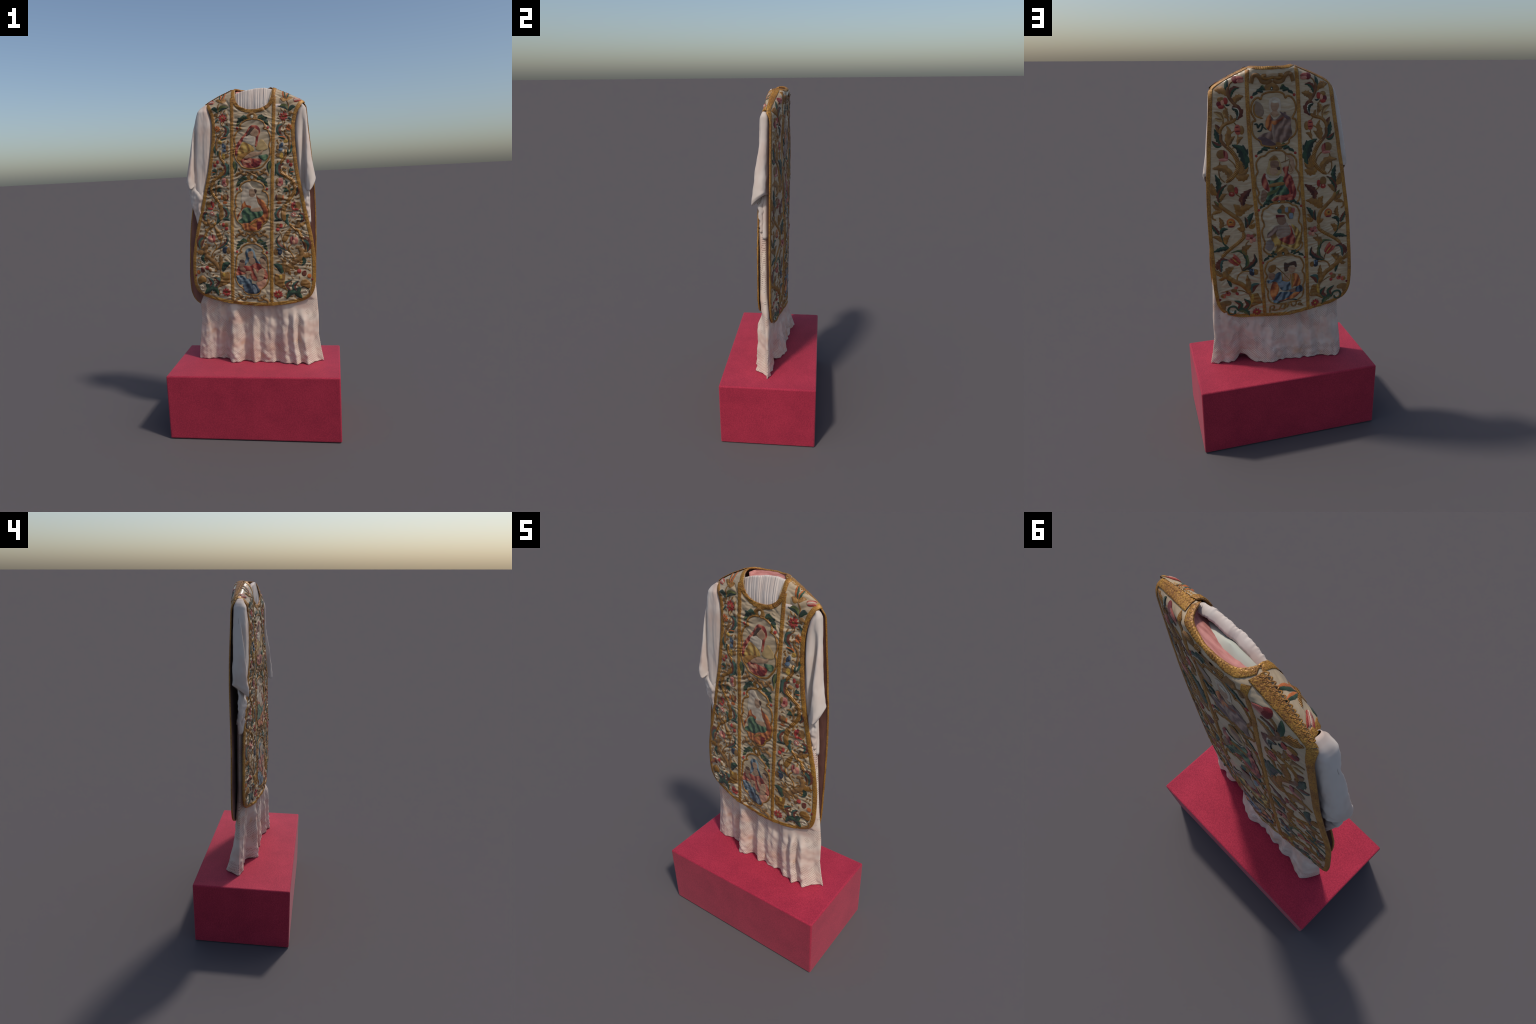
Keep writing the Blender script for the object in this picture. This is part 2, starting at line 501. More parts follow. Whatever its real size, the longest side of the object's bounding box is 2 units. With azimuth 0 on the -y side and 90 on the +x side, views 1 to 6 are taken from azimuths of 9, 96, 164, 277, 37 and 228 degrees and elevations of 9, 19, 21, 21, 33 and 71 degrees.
# ------------------------------------------------------------------ braids
def ribbon(name, side, path, width, parent, mat='galloon', thick=.0018, lip=None, off=.0004, ridged=True):
    """A flat woven braid laid on a panel along path (U, v)."""
    P = np.array(path); T = tangent(P); N = np.stack([-T[:, 1], T[:, 0]], 1)
    prof = [(-1, -.001), (-.97, thick * .8), (-.7, thick * .75), (-.55, thick), (0, thick * .85), (.55, thick), (.7, thick * .75), (.97, thick * .8), (1, -.001)]
    if lip:  # fold round the cut edge on the +1 side
        prof = prof[:-1] + [(1.03, thick * .3), (1.03, -.0035), (.9, -.0062), (.4, -.006)]
    s = np.concatenate([[0], np.cumsum(np.linalg.norm(np.diff(P, axis=0), axis=1))])
    V = []
    for x, o in prof:
        q = P + N * x * width / 2
        oo = np.full(len(P), o + off)
        if ridged and o > .0005:
            oo = oo + .0004 * np.sin(s * 2 * PI / .008 + x * 2)
        V.append(surface(side, q[:, 0], q[:, 1], oo))
    V = np.stack(V, 1)
    return new_object(name, V.reshape(-1, 3), grid_faces(len(P), len(prof)), [mat], parent)


def panel_border(side):
    """Left shoulder tip, down the side, along the hem and up again."""
    e = edge_curve(side); b = BOTTOM[side]
    half = [(u, v) for u, v in b] + e[1:]
    full = [(-u, v) for u, v in half[::-1]][:-1] + half
    return spline(full, 900)


BR = .020
for side in 'FB':
    P = panel_border(side)
    T = tangent(P); N = np.stack([-T[:, 1], T[:, 0]], 1)   # inward is left of travel
    ribbon('border_braid', side, P + N * BR / 2, -BR, PANEL[side], lip=True)
    for sg in (-1, 1):
        if side == 'F':
            pts = [(sg * .119, .760), (sg * .119, 1.4), (sg * .120, 1.75), (sg * .122, v_of_h('F', .12, 1.94))]
        else:
            pts = [(sg * .1245, .690), (sg * .1265, 1.0), (sg * .126, 1.3), (sg * .1255, 1.6), (sg * .125, 1.85), (sg * .119, 1.965), (sg * .117, 1.985)]
        ribbon('orphrey_braid', side, spline(pts, 420), .019, PANEL[side])
# neck braid: round the front scoop and along the back of the neck
nf = [(u, v) for u, v in top_curve('F')][:8]
P = spline([(-u, v) for u, v in nf[::-1]][:-1] + nf, 220)
T = tangent(P); N = np.stack([T[:, 1], -T[:, 0]], 1)
ribbon('neck_braid', 'F', P + N * .0095, .020, PANEL['F'], lip=True)
nb = [(u, v) for u, v in top_curve('B')][:6]
P = spline([(-u, v) for u, v in nb[::-1]][:-1] + nb, 200)
T = tangent(P); N = np.stack([T[:, 1], -T[:, 0]], 1)
ribbon('neck_braid', 'B', P + N * .0095, .020, PANEL['B'], lip=True)
# shoulder seam braid with a looped edge, just behind the ridge
for sg in (-1, 1):
    us = np.linspace(.118, .292, 160)
    P = np.stack([sg * us, np.array([ridge_v('B', u) for u in us]) - .012], 1)
    ribbon('shoulder_braid', 'B', P, .020, PANEL['B'], off=.0012, ridged=False)
    V, F = [], []
    for k in range(15):
        u0 = .126 + k * .011; v0 = ridge_v('B', u0) - .002
        ph = np.linspace(0, 2 * PI, 12, endpoint=False)
        for r in (.0042, .0066):
            V.append(surface('B', sg * (u0 + r * np.cos(ph)), v0 + r * np.sin(ph), .0025 if r < .005 else .002))
        b = k * 24
        F += [(b + j, b + (j + 1) % 12, b + 12 + (j + 1) % 12, b + 12 + j) for j in range(12)]
    ob = new_object('looped_edging', np.concatenate(V), F, ['galloon'], PANEL['B'], outward=Vector((0, 0, 1)))
    sol = ob.modifiers.new('thick', 'SOLIDIFY'); sol.thickness = .002; sol.offset = 0

# ------------------------------------------------------------------ embroidery vocabulary
# Patterns are given in millimetres: u from the centre line outwards, v up the cloth.
# Side motifs are worked twice, mirrored about the centre line.
LAY = .0006
FOOT = {'F': [], 'B': []}    # where side motifs already sit


def both():
    return (-1, 1)


def lay(side, U, v, off):
    return surface(side, np.asarray(U) / 1000., np.asarray(v) / 1000., off)


def blade(side, spine, w, teeth, layer, sg):
    n = 22 if teeth else 14
    P = spline(spine, n); T = tangent(P); N = np.stack([T[:, 1], -T[:, 0]], 1)
    t = np.linspace(0, 1, n)
    hw = w / 2 * np.sin(PI * np.clip(t, .02, .985) ** .8) ** .75
    cut = np.ones(n)
    if teeth:
        cut = 1 - .42 * ((t * 4.5) % 1.0) * (t > .12) * (t < .97)
    rows = []
    for x, o in ((1, -.0006), (.6, .0015), (0, .0009), (-.6, .0015), (-1, -.0006)):
        q = P + N * (x * hw * (cut if abs(x) == 1 else 1))[:, None]
        rows.append(lay(side, sg * q[:, 0], q[:, 1], o + layer * LAY))
    F = grid_faces(n, 5)
    return np.stack(rows, 1).reshape(-1, 3), F, [0 if (i % 4) < 2 else 1 for i in range(len(F))]


def leaf(side, spine, w, tones, teeth=0, layer=2):
    """Blade along a spine, two tones either side of the midrib."""
    FOOT[side] += [tuple(p) for p in spline(spine, 7)]
    for sg in both():
        V, F, fm = blade(side, spine, w * 1.3, teeth, layer, sg)
        new_object('leaf', V, F, tones.split('|'), PANEL[side], fm, outward=OUT[side])


def cord_verts(side, P, w, layer, taper=True):
    n = len(P); T = tangent(P); N = np.stack([-T[:, 1], T[:, 0]], 1)
    t = np.linspace(0, 1, n)
    hw = np.full(n, w / 2.)
    if taper:
        hw = hw * np.clip(np.minimum(t, 1 - t) * 9 + .35, 0, 1)
    h = min(.004, .0009 + w * .00018)
    rows = [lay(side, (P + N * (x * hw)[:, None])[:, 0], (P + N * (x * hw)[:, None])[:, 1], o * h + layer * LAY - .0005)
            for x, o in ((1, -.3), (.75, .7), (0, 1.1), (-.75, .7), (-1, -.3))]
    return np.stack(rows, 1).reshape(-1, 3), grid_faces(n, 5)


def stem(side, pts, w, mat, layer=1):
    w = w * 1.3
    n = max(12, int(sum(math.dist(a, b) for a, b in zip(pts, pts[1:])) / 4))
    P = spline(pts, n)
    FOOT[side] += [tuple(p) for p in P[::2]]
    for sg in both():
        V, F = cord_verts(side, P * np.array([sg, 1]), w, layer)
        new_object('stem', V, F, [mat], PANEL[side], outward=OUT[side])
    # small gold sprouts along the heavier stems of the front
    if side == 'F' and w > 9 and mat in ('rope', 'tan', 'gold'):
        T = tangent(P); N = np.stack([-T[:, 1], T[:, 0]], 1)
        for sg in both():
            V, F, fm, sd = [], [], [], 1
            for i in range(5, n - 4, 6):
                b = P[i] + N[i] * sd * w * .3
                q = b + (T[i] * .8 + N[i] * sd) * w * .8
                q[0] = max(q[0], 136)
                v, f, k = blade(side, [tuple(b), tuple((b + q) / 2 + T[i] * 2), tuple(q)], w * .7, 0, .5, sg)
                F += [tuple(x + sum(len(y) for y in V) for x in qd) for qd in f]; V.append(v); fm += k
                sd = -sd
            if V:
                ob = new_object('gold_sprouts', np.concatenate(V), F, ['tan', 'gold'], PANEL[side], fm, outward=OUT[side])
                ob['kind'] = 'stuff'


def cord(side, pts, w, mat, name, layer=3):
    n = max(12, int(sum(math.dist(a, b) for a, b in zip(pts, pts[1:])) / 3))
    V, F = cord_verts(side, spline(pts, n), w, layer)
    new_object(name, V, F, [mat], PANEL[side], outward=OUT[side])


def half_cord(side, pts, w, mat, name, layer=3):
    w = w * (1.35 if name == 'scroll' else 1)
    """A symmetric cord: half of it is given, from the centre line."""
    n = max(16, int(sum(math.dist(a, b) for a, b in zip(pts, pts[1:])) / 3))
    P = spline(pts, n)
    for sg in both():
        V, F = cord_verts(side, P * np.array([sg, 1]), w, layer, taper=False)
        new_object(name, V, F, [mat], PANEL[side], outward=OUT[side])


def dome(side, cu, cv, ru, rv, rot, layer, high=.0016, sides=16):
    V, F = [], []
    ph = np.linspace(0, 2 * PI, sides, endpoint=False)
    for r, o in ((1, -.0005), (.82, .6 * high), (.45, .95 * high)):
        x = r * ru * np.cos(ph); y = r * rv * np.sin(ph)
        V.append(lay(side, cu + x * math.cos(rot) - y * math.sin(rot), cv + x * math.sin(rot) + y * math.cos(rot), o + layer * LAY))
    V.append(lay(side, np.array([cu]), np.array([cv]), high + layer * LAY))
    F = grid_faces(3, sides, True) + [(2 * sides + j, 2 * sides + (j + 1) % sides, 3 * sides) for j in range(sides)]
    return np.concatenate(V), F


def join(parts):
    V, F, fm, k = [], [], [], 0
    for (v, f, m) in parts:
        V.append(v); F += [tuple(i + k for i in q) for q in f]; fm += [m] * len(f); k += len(v)
    return np.concatenate(V), F, fm


def daisy(side, c, R, n, petal, heart):
    FOOT[side] += [(c[0] + R * .7 * math.cos(k), c[1] + R * .7 * math.sin(k)) for k in range(6)]
    for sg in both():
        parts = []
        for k in range(n):
            a = 2 * PI * k / n + .2 + .12 * math.sin(k * 5.1); r = R * (.56 + .05 * math.sin(k * 3.7))
            parts.append(dome(side, sg * (c[0] + r * math.cos(a)), c[1] + r * math.sin(a), R * .44, R * .21, a if sg > 0 else PI - a, 3 + (k % 2) * .5, sides=12) + (0,))
        parts.append(dome(side, sg * c[0], c[1], R * .27, R * .27, 0, 5) + (1,))
        V, F, fm = join(parts)
        new_object('daisy', V, F, [petal, heart], PANEL[side], fm, outward=OUT[side])


TULIP = {'pink': ('pink', 'red', 'cream'), 'scarlet': ('red', 'coral', 'yellow')}


def tulip(side, bt, w, style):
    mats = TULIP[style]
    b, t = np.array(bt[0], float), np.array(bt[1], float)
    FOOT[side] += [tuple(b + (t - b) * k) for k in (0, .5, 1)]
    ax = t - b; L = np.linalg.norm(ax); ang = math.atan2(ax[1], ax[0])
    px = np.array([-ax[1], ax[0]]) / L
    for sg in both():
        parts = []
        for off, fw, fl, m, ly in ((-.34, .2, .5, 1, 3), (.34, .2, .5, 1, 3), (-.14, .2, .46, 0, 4), (.14, .2, .46, 0, 4.4), (0, .09, .42, 2, 5.4)):
            q = b + ax * fl + px * off * w
            rot = ang + off * .5
            parts.append(dome(side, sg * q[0], q[1], L * fl, w * fw, rot if sg > 0 else PI - rot, ly) + (m,))
        V, F, fm = join(parts)
        new_object('tulip', V, F, list(mats), PANEL[side], fm, outward=OUT[side])


def bud(side, petals, name):
    mats = sorted({p[4] for p in petals})
    FOOT[side] += [(p[0] + x * p[2], p[1] + y * p[3]) for p in petals for x, y in ((.7, 0), (-.7, 0), (0, .7), (0, -.7))]
    for sg in both():
        parts = [dome(side, sg * u, v, ru, rv, 0, 3 + .8 * i) + (mats.index(m),) for i, (u, v, ru, rv, m) in enumerate(petals)]
        V, F, fm = join(parts)
        new_object(name, V, F, mats, PANEL[side], fm, outward=OUT[side])


def fill(side, pts, layer, high=.0010, step=4.0):
    """Padded satin-stitch area inside a smooth closed outline."""
    per = sum(math.dist(a, b) for a, b in zip(pts, pts[1:] + pts[:1]))
    B = spline(pts, max(18, int(per / 4)), closed=True)
    lo, hi = B.min(0), B.max(0)
    gx, gy = np.meshgrid(np.arange(lo[0], hi[0], step), np.arange(lo[1], hi[1], step))
    gx = gx + (np.arange(gx.shape[0]) % 2)[:, None] * step / 2
    G = np.stack([gx.ravel(), gy.ravel()], 1)
    nb = len(B)
    A, C = B, np.roll(B, -1, 0)
    D = C - A; L2 = np.maximum((D ** 2).sum(1), 1e-9)
    t = np.clip(((G[:, None] - A[None]) * D[None]).sum(2) / L2, 0, 1)
    dist = np.sqrt((((A[None] + t[..., None] * D[None]) - G[:, None]) ** 2).sum(2)).min(1)
    cross = ((A[None, :, 1] > G[:, None, 1]) != (C[None, :, 1] > G[:, None, 1])) & (G[:, None, 0] < (C[:, 0] - A[:, 0])[None] * (G[:, None, 1] - A[None, :, 1]) / np.where(np.abs(D[:, 1]) < 1e-9, 1e-9, D[:, 1])[None] + A[None, :, 0])
    keep = (cross.sum(1) % 2 == 1) & (dist > 1.6)
    G, dist = G[keep], dist[keep]
    allp = np.vstack([B, G])
    co = [Vector((float(p[0]), float(p[1]))) for p in allp]
    vs, _, fs, orig, _, _ = delaunay_2d_cdt(co, [(i, (i + 1) % nb) for i in range(nb)], [list(range(nb))], 1, 1e-4)
    dd = np.concatenate([np.zeros(nb), dist])
    off = []
    for i, o in enumerate(orig):
        off.append(dd[o[0]] if o else 0.)
    off = np.array(off); Q = np.array([(v.x, v.y) for v in vs])
    o = np.where(off < .1, -.0005, high * np.minimum(1, .45 + off / 9)) + layer * LAY
    return Q, o, [tuple(f) for f in fs]


def patch(side, pts, mat, layer, name):
    Q, o, F = fill(side, pts, 1 + layer * 1.3)
    new_object(name, lay(side, Q[:, 0], Q[:, 1], o), F, [mat], PANEL[side], outward=OUT[side])


def scroll_patch(side, pts, mat):
    Q, o, F = fill(side, pts, 1.2 if mat != 'yellow' else 3, .003)
    FOOT[side] += [tuple(q) for q in Q[::3]]
    for sg in both():
        new_object('gold_acanthus', lay(side, sg * Q[:, 0], Q[:, 1], o), F, [mat], PANEL[side], outward=OUT[side])


# ------------------------------------------------------------------ embroidery pattern
# front: shoulder down to the waist
tulip('F', [(230,1911),(271,1926)], 25.7, 'pink')
stem('F', [(203,1854),(203,1880),(201,1897),(190,1913)], 5.4, 'tan')
leaf('F', [(190,1912),(205,1924),(223,1929)], 15.1, 'gold|gold')
leaf('F', [(190,1912),(172,1919),(155,1927)], 16.6, 'gold|gold')
leaf('F', [(188,1922),(194,1940),(200,1976)], 12.7, 'green|orange')
leaf('F', [(182,1922),(175,1943),(168,1988)], 14.5, 'green|orange')
leaf('F', [(203,1861),(220,1879),(242,1879)], 16.6, 'green|dark')
leaf('F', [(199,1867),(180,1886),(142,1889)], 18.7, 'olive|dark')
leaf('F', [(203,1846),(217,1849),(231,1845)], 15.1, 'tan|tan')
leaf('F', [(199,1823),(211,1818),(221,1804)], 9.7, 'teal|dark')
stem('F', [(186,1808),(180,1791),(169,1784)], 4.8, 'tan')
daisy('F', (176,1831), 26.0, 9, 'red', 'tan')
daisy('F', (207,1770), 19.9, 9, 'orange', 'tan')
leaf('F', [(171,1786),(152,1774),(149,1753),(159,1733),(180,1722)], 21.1, 'teal|russet')
stem('F', [(187,1760),(188,1734),(207,1717),(214,1674),(211,1648)], 10.9, 'tan')
leaf('F', [(190,1707),(174,1716),(150,1719)], 15.7, 'orange|green')
bud('F', [(191,1695,13,11,'yellow')], 'bud')
bud('F', [(149,1661,11,16,'tan'),(171,1676,8,13,'blue'),(160,1666,7,14,'navy'),(164,1649,12,10,'blue')], 'pansy')
leaf('F', [(223,1676),(224,1648),(214,1624)], 10.9, 'teal|green')
stem('F', [(190,1649),(193,1627),(187,1604),(171,1584),(165,1568)], 13.3, 'rope')
leaf('F', [(201,1648),(206,1633),(202,1616)], 9.7, 'dark|green')
bud('F', [(151,1617,16,13,'tan'),(168,1615,12,18,'yellow')], 'bud')
bud('F', [(225,1580,10,10,'tan'),(206,1583,9,11,'red'),(223,1564,10,11,'red')], 'red_bud')
leaf('F', [(216,1519),(219,1537),(224,1548)], 9.7, 'dark|green')
leaf('F', [(216,1523),(229,1535),(242,1534)], 13.3, 'green|dark')
leaf('F', [(218,1526),(231,1524),(243,1526)], 7.2, 'orange|orange')
leaf('F', [(220,1517),(229,1516),(239,1508)], 8.5, 'green|teal')
stem('F', [(206,1552),(211,1523),(216,1498)], 4.8, 'tan')
leaf('F', [(183,1571),(156,1565),(152,1537),(160,1514),(191,1496)], 25.7, 'teal|russet')
stem('F', [(200,1540),(189,1547),(177,1549)], 12.1, 'tan')
stem('F', [(166,1543),(175,1517),(205,1495),(233,1476),(245,1449),(247,1423),(234,1393),(215,1369),(196,1346)], 15.7, 'rope')
leaf('F', [(137,1570),(141,1537),(136,1504)], 11.5, 'dark|green')
bud('F', [(150,1467,11,23,'tan'),(166,1479,14,13,'pink'),(172,1464,10,15,'rose'),(162,1455,13,13,'pink'),(165,1467,7,10,'crimson')], 'rose_bloom')
leaf('F', [(200,1452),(201,1467),(194,1479)], 9.7, 'dark|green')
leaf('F', [(213,1420),(198,1436),(178,1435)], 13.3, 'tan|green')
leaf('F', [(214,1418),(198,1420),(183,1411)], 15.1, 'green|dark')
leaf('F', [(221,1420),(230,1427),(240,1426)], 10.3, 'dark|green')
stem('F', [(219,1390),(219,1420),(215,1455)], 9.1, 'tan')
leaf('F', [(262,1439),(266,1414),(252,1391)], 15.7, 'dark|russet')
bud('F', [(161,1378,19,20,'tan'),(182,1380,5,16,'orange'),(145,1381,6,18,'russet'),(161,1350,14,8,'orange')], 'marigold')
bud('F', [(266,1334,17,24,'tan'),(237,1335,8,18,'red'),(246,1346,6,14,'crimson'),(254,1313,19,7,'red')], 'tulip_bud')
scroll_patch('F', [(207,1336),(193,1347),(177,1334),(171,1298),(174,1262),(190,1242),(203,1265),(196,1301)], 'gold_leaf')
leaf('F', [(177,1325),(154,1306),(147,1278),(173,1250)], 24.2, 'teal|russet', 1)
leaf('F', [(177,1250),(158,1256),(132,1247)], 15.7, 'teal|dark')
stem('F', [(199,1298),(215,1305),(238,1303)], 4.8, 'gold')
daisy('F', (242,1284), 16.9, 8, 'pink', 'cream')
leaf('F', [(214,1286),(198,1259),(216,1222)], 18.7, 'green|teal')
leaf('F', [(273,1291),(296,1278),(293,1251),(277,1241)], 18.7, 'teal|russet')
leaf('F', [(257,1211),(285,1224),(314,1244)], 21.1, 'gold|gold', 1)
stem('F', [(219,1233),(239,1210),(266,1194),(282,1172),(293,1147),(299,1133)], 12.7, 'rope')
stem('F', [(272,1254),(267,1230),(256,1209)], 16.9, 'tan')
scroll_patch('F', [(233,1213),(216,1201),(191,1172),(178,1133),(201,1129),(223,1174)], 'gold_leaf')
bud('F', [(155,1220,12,14,'tan'),(172,1220,10,13,'red'),(154,1198,11,11,'red')], 'red_bud')
stem('F', [(162,1187),(174,1169),(180,1133)], 3.6, 'tan')
# front: below the waist
bud('F', [(258,1136,13,21,'pink'),(233,1136,10,23,'rose'),(246,1127,10,15,'peach'),(241,1151,4,14,'crimson')], 'tulip_bud')
stem('F', [(234,1115),(218,1100),(219,1082),(244,1044),(248,1023)], 6.0, 'gold')
leaf('F', [(281,1141),(315,1140),(335,1111),(322,1070)], 28.7, 'teal|russet')
leaf('F', [(296,1131),(311,1109),(315,1079)], 18.1, 'russet|tan')
leaf('F', [(293,1049),(320,1051),(348,1055)], 28.7, 'gold|gold', 1)
stem('F', [(276,1095),(290,1070),(283,1034),(258,1013),(226,990),(202,950)], 22.3, 'tan')
stem('F', [(257,1093),(273,1096),(283,1077)], 15.1, 'tan')
leaf('F', [(208,1076),(163,1108),(148,1139),(164,1166)], 18.7, 'russet|teal', 1)
stem('F', [(187,1159),(187,1123),(198,1092),(224,1067)], 6.0, 'gold')
bud('F', [(144,1068,14,21,'tan'),(166,1069,14,19,'navy'),(158,1084,11,7,'blue')], 'pansy')
leaf('F', [(298,1041),(307,1014),(292,989)], 17.5, 'green|dark')
leaf('F', [(196,1043),(190,994),(195,941)], 24.2, 'tan|tan', 1)
leaf('F', [(178,943),(168,977),(131,996)], 28.7, 'green|dark')
scroll_patch('F', [(197,940),(168,935),(139,939),(135,898),(140,873),(209,841),(216,844),(195,889)], 'gold_leaf')
scroll_patch('F', [(181,934),(162,931),(165,906),(181,914)], 'yellow')
bud('F', [(262,977,14,13,'tan'),(259,945,11,12,'tan'),(278,958,12,14,'red')], 'berry')
bud('F', [(307,944,14,16,'russet'),(311,957,8,5,'crimson')], 'berry')
bud('F', [(336,930,12,13,'orange'),(353,910,6,7,'crimson')], 'berry')
stem('F', [(203,952),(233,963),(252,961)], 5.4, 'tan')
scroll_patch('F', [(343,886),(316,911),(290,900),(287,874),(311,864),(336,855)], 'gold_leaf')
scroll_patch('F', [(336,849),(331,817),(304,803),(298,793),(332,803),(351,831)], 'tan')
leaf('F', [(263,841),(248,870),(276,902)], 19.3, 'russet|teal')
leaf('F', [(229,840),(198,876),(237,906)], 23.0, 'russet|teal')
leaf('F', [(287,862),(267,831),(298,795)], 29.0, 'dark|green')
leaf('F', [(265,831),(229,829),(206,790)], 29.0, 'green|dark', 1)
leaf('F', [(334,850),(312,867),(286,858)], 9.1, 'dark|dark')
stem('F', [(299,826),(316,821),(324,834),(315,846),(303,842)], 4.2, 'cream')
daisy('F', (157,817), 27.8, 10, 'red', 'tan')
# front: central column
half_cord('F', [(3,1820),(36,1816),(63,1801),(74,1778),(65,1767),(85,1759),(100,1735),(105,1706),(97,1673),(104,1655),(105,1626),(94,1597),(78,1576),(61,1556),(35,1546),(1,1543)], 9.1, 'gold', 'frame_cord')
half_cord('F', [(2,1478),(32,1472),(63,1456),(74,1434),(63,1419),(84,1408),(96,1384),(99,1349),(92,1328),(101,1313),(100,1275),(86,1242),(63,1222),(54,1201),(33,1188),(1,1184)], 9.1, 'gold', 'frame_cord')
half_cord('F', [(0,1114),(33,1108),(61,1089),(70,1071),(62,1062),(86,1046),(95,1016),(98,967),(102,930),(96,890),(75,858),(55,845),(47,822),(28,809),(1,808)], 9.1, 'gold', 'frame_cord')
patch('F', [(-33,1826),(-32,1843),(-17,1858),(-3,1860),(10,1857),(25,1841),(27,1824),(-3,1818)], 'gold_leaf', 1, 'crest')
patch('F', [(-11,1833),(-10,1842),(-3,1844),(4,1842),(5,1832),(-3,1825)], 'cream', 3, 'pearl')
leaf('F', [(31,1822),(48,1832),(70,1830)], 16.9, 'olive|green')
leaf('F', [(51,1818),(67,1820),(87,1829)], 13.9, 'green|dark')
leaf('F', [(67,1808),(79,1809),(91,1805)], 13.3, 'green|dark')
leaf('F', [(72,1802),(85,1794),(92,1784)], 12.7, 'dark|olive')
leaf('F', [(39,1822),(51,1830),(53,1847)], 9.1, 'dark|green')
bud('F', [(89,1771,7,8,'red')], 'berry')
patch('F', [(-32,1486),(-30,1504),(-15,1520),(-1,1522),(13,1519),(28,1503),(30,1486),(-1,1479)], 'gold_leaf', 1, 'crest')
patch('F', [(-10,1494),(-8,1504),(-1,1506),(6,1504),(8,1493),(-1,1486)], 'cream', 3, 'pearl')
leaf('F', [(30,1482),(47,1492),(70,1490)], 16.9, 'olive|green')
leaf('F', [(50,1478),(67,1479),(86,1488)], 13.9, 'green|dark')
leaf('F', [(67,1466),(79,1468),(91,1463)], 13.3, 'green|dark')
leaf('F', [(71,1460),(85,1452),(93,1442)], 12.7, 'dark|olive')
leaf('F', [(38,1482),(50,1489),(52,1507)], 9.1, 'dark|green')
bud('F', [(89,1428,7,8,'red')], 'berry')
patch('F', [(-32,1124),(-30,1142),(-15,1159),(-1,1163),(13,1160),(29,1144),(31,1126),(-1,1118)], 'gold_leaf', 1, 'crest')
patch('F', [(-9,1133),(-8,1143),(-1,1146),(6,1144),(8,1133),(-1,1125)], 'cream', 3, 'pearl')
leaf('F', [(31,1120),(48,1130),(71,1127)], 16.9, 'olive|green')
leaf('F', [(51,1115),(68,1116),(88,1125)], 13.9, 'green|dark')
leaf('F', [(68,1102),(80,1104),(92,1099)], 13.3, 'green|dark')
leaf('F', [(72,1096),(86,1087),(94,1076)], 12.7, 'dark|olive')
leaf('F', [(38,1120),(51,1127),(52,1145)], 9.1, 'dark|green')
bud('F', [(90,1063,7,8,'red')], 'berry')
# front: scrollwork between the medallions
half_cord('F', [(2,1532),(11,1520),(32,1526),(39,1511),(57,1514),(63,1526),(51,1531)], 10.3, 'tan', 'scroll')
half_cord('F', [(81,1543),(69,1535),(70,1520),(87,1516),(94,1503)], 11.5, 'tan', 'scroll')
half_cord('F', [(1,1181),(11,1167),(33,1173),(39,1158),(57,1160),(64,1172),(51,1178)], 10.3, 'tan', 'scroll')
half_cord('F', [(82,1190),(70,1181),(71,1166),(88,1161),(96,1148)], 11.5, 'tan', 'scroll')
half_cord('F', [(3,803),(12,788),(35,793),(41,777),(60,779),(66,791),(54,798)], 10.3, 'tan', 'scroll')
half_cord('F', [(85,809),(72,800),(74,785),(91,779),(99,765)], 11.5, 'tan', 'scroll')
leaf('F', [(102,1586),(94,1557),(102,1515)], 13.9, 'dark|olive')
leaf('F', [(107,1589),(109,1565),(105,1542)], 10.3, 'olive|dark')
# front: upper medallion, a veiled woman reading
patch('F', [(-12,1783),(21,1785),(41,1771),(46,1745),(37,1723),(28,1675),(16,1669),(21,1723),(6,1755),(-21,1747),(-42,1716),(-63,1691),(-81,1660),(-88,1629),(-96,1614),(-100,1646),(-90,1683),(-66,1717),(-39,1747)], 'red_silk', 1, 'veil')
patch('F', [(-3,1769),(21,1768),(37,1757),(39,1740),(27,1723),(6,1721),(-12,1733),(-15,1752)], 'skin', 2, 'face')
patch('F', [(-12,1769),(13,1773),(6,1760),(-21,1733),(-36,1726),(-27,1747)], 'umber', 3, 'hair')
patch('F', [(-42,1725),(-12,1730),(18,1723),(16,1684),(-2,1673),(-36,1691),(-57,1705)], 'ivory', 2, 'collar')
patch('F', [(-54,1694),(-18,1682),(4,1667),(10,1644),(-26,1636),(-63,1625),(-84,1608),(-87,1634),(-72,1666)], 'yellow_silk', 2, 'dress')
patch('F', [(-84,1620),(-27,1639),(-5,1641),(-42,1611),(-72,1588),(-88,1594)], 'ochre', 3, 'sleeve_fold')
patch('F', [(-39,1616),(-5,1636),(43,1638),(63,1652),(55,1629),(7,1610),(-45,1599)], 'skin', 3, 'hand')
patch('F', [(54,1708),(80,1685),(92,1657),(60,1643),(22,1652),(33,1683)], 'straw', 2, 'book')
patch('F', [(37,1615),(61,1620),(87,1623),(93,1608),(79,1589),(55,1595)], 'green_silk', 3, 'cushion')
patch('F', [(-69,1591),(-42,1605),(4,1601),(52,1598),(55,1581),(44,1561),(14,1550),(-26,1549),(-54,1562),(-64,1579)], 'red_silk', 2, 'skirt_drape')
patch('F', [(-48,1591),(-11,1596),(-5,1576),(-26,1576),(-51,1576)], 'peach', 3, 'skirt_fold')
patch('F', [(-8,1567),(25,1587),(52,1586),(41,1561),(14,1552)], 'crimson', 3, 'skirt_fold')
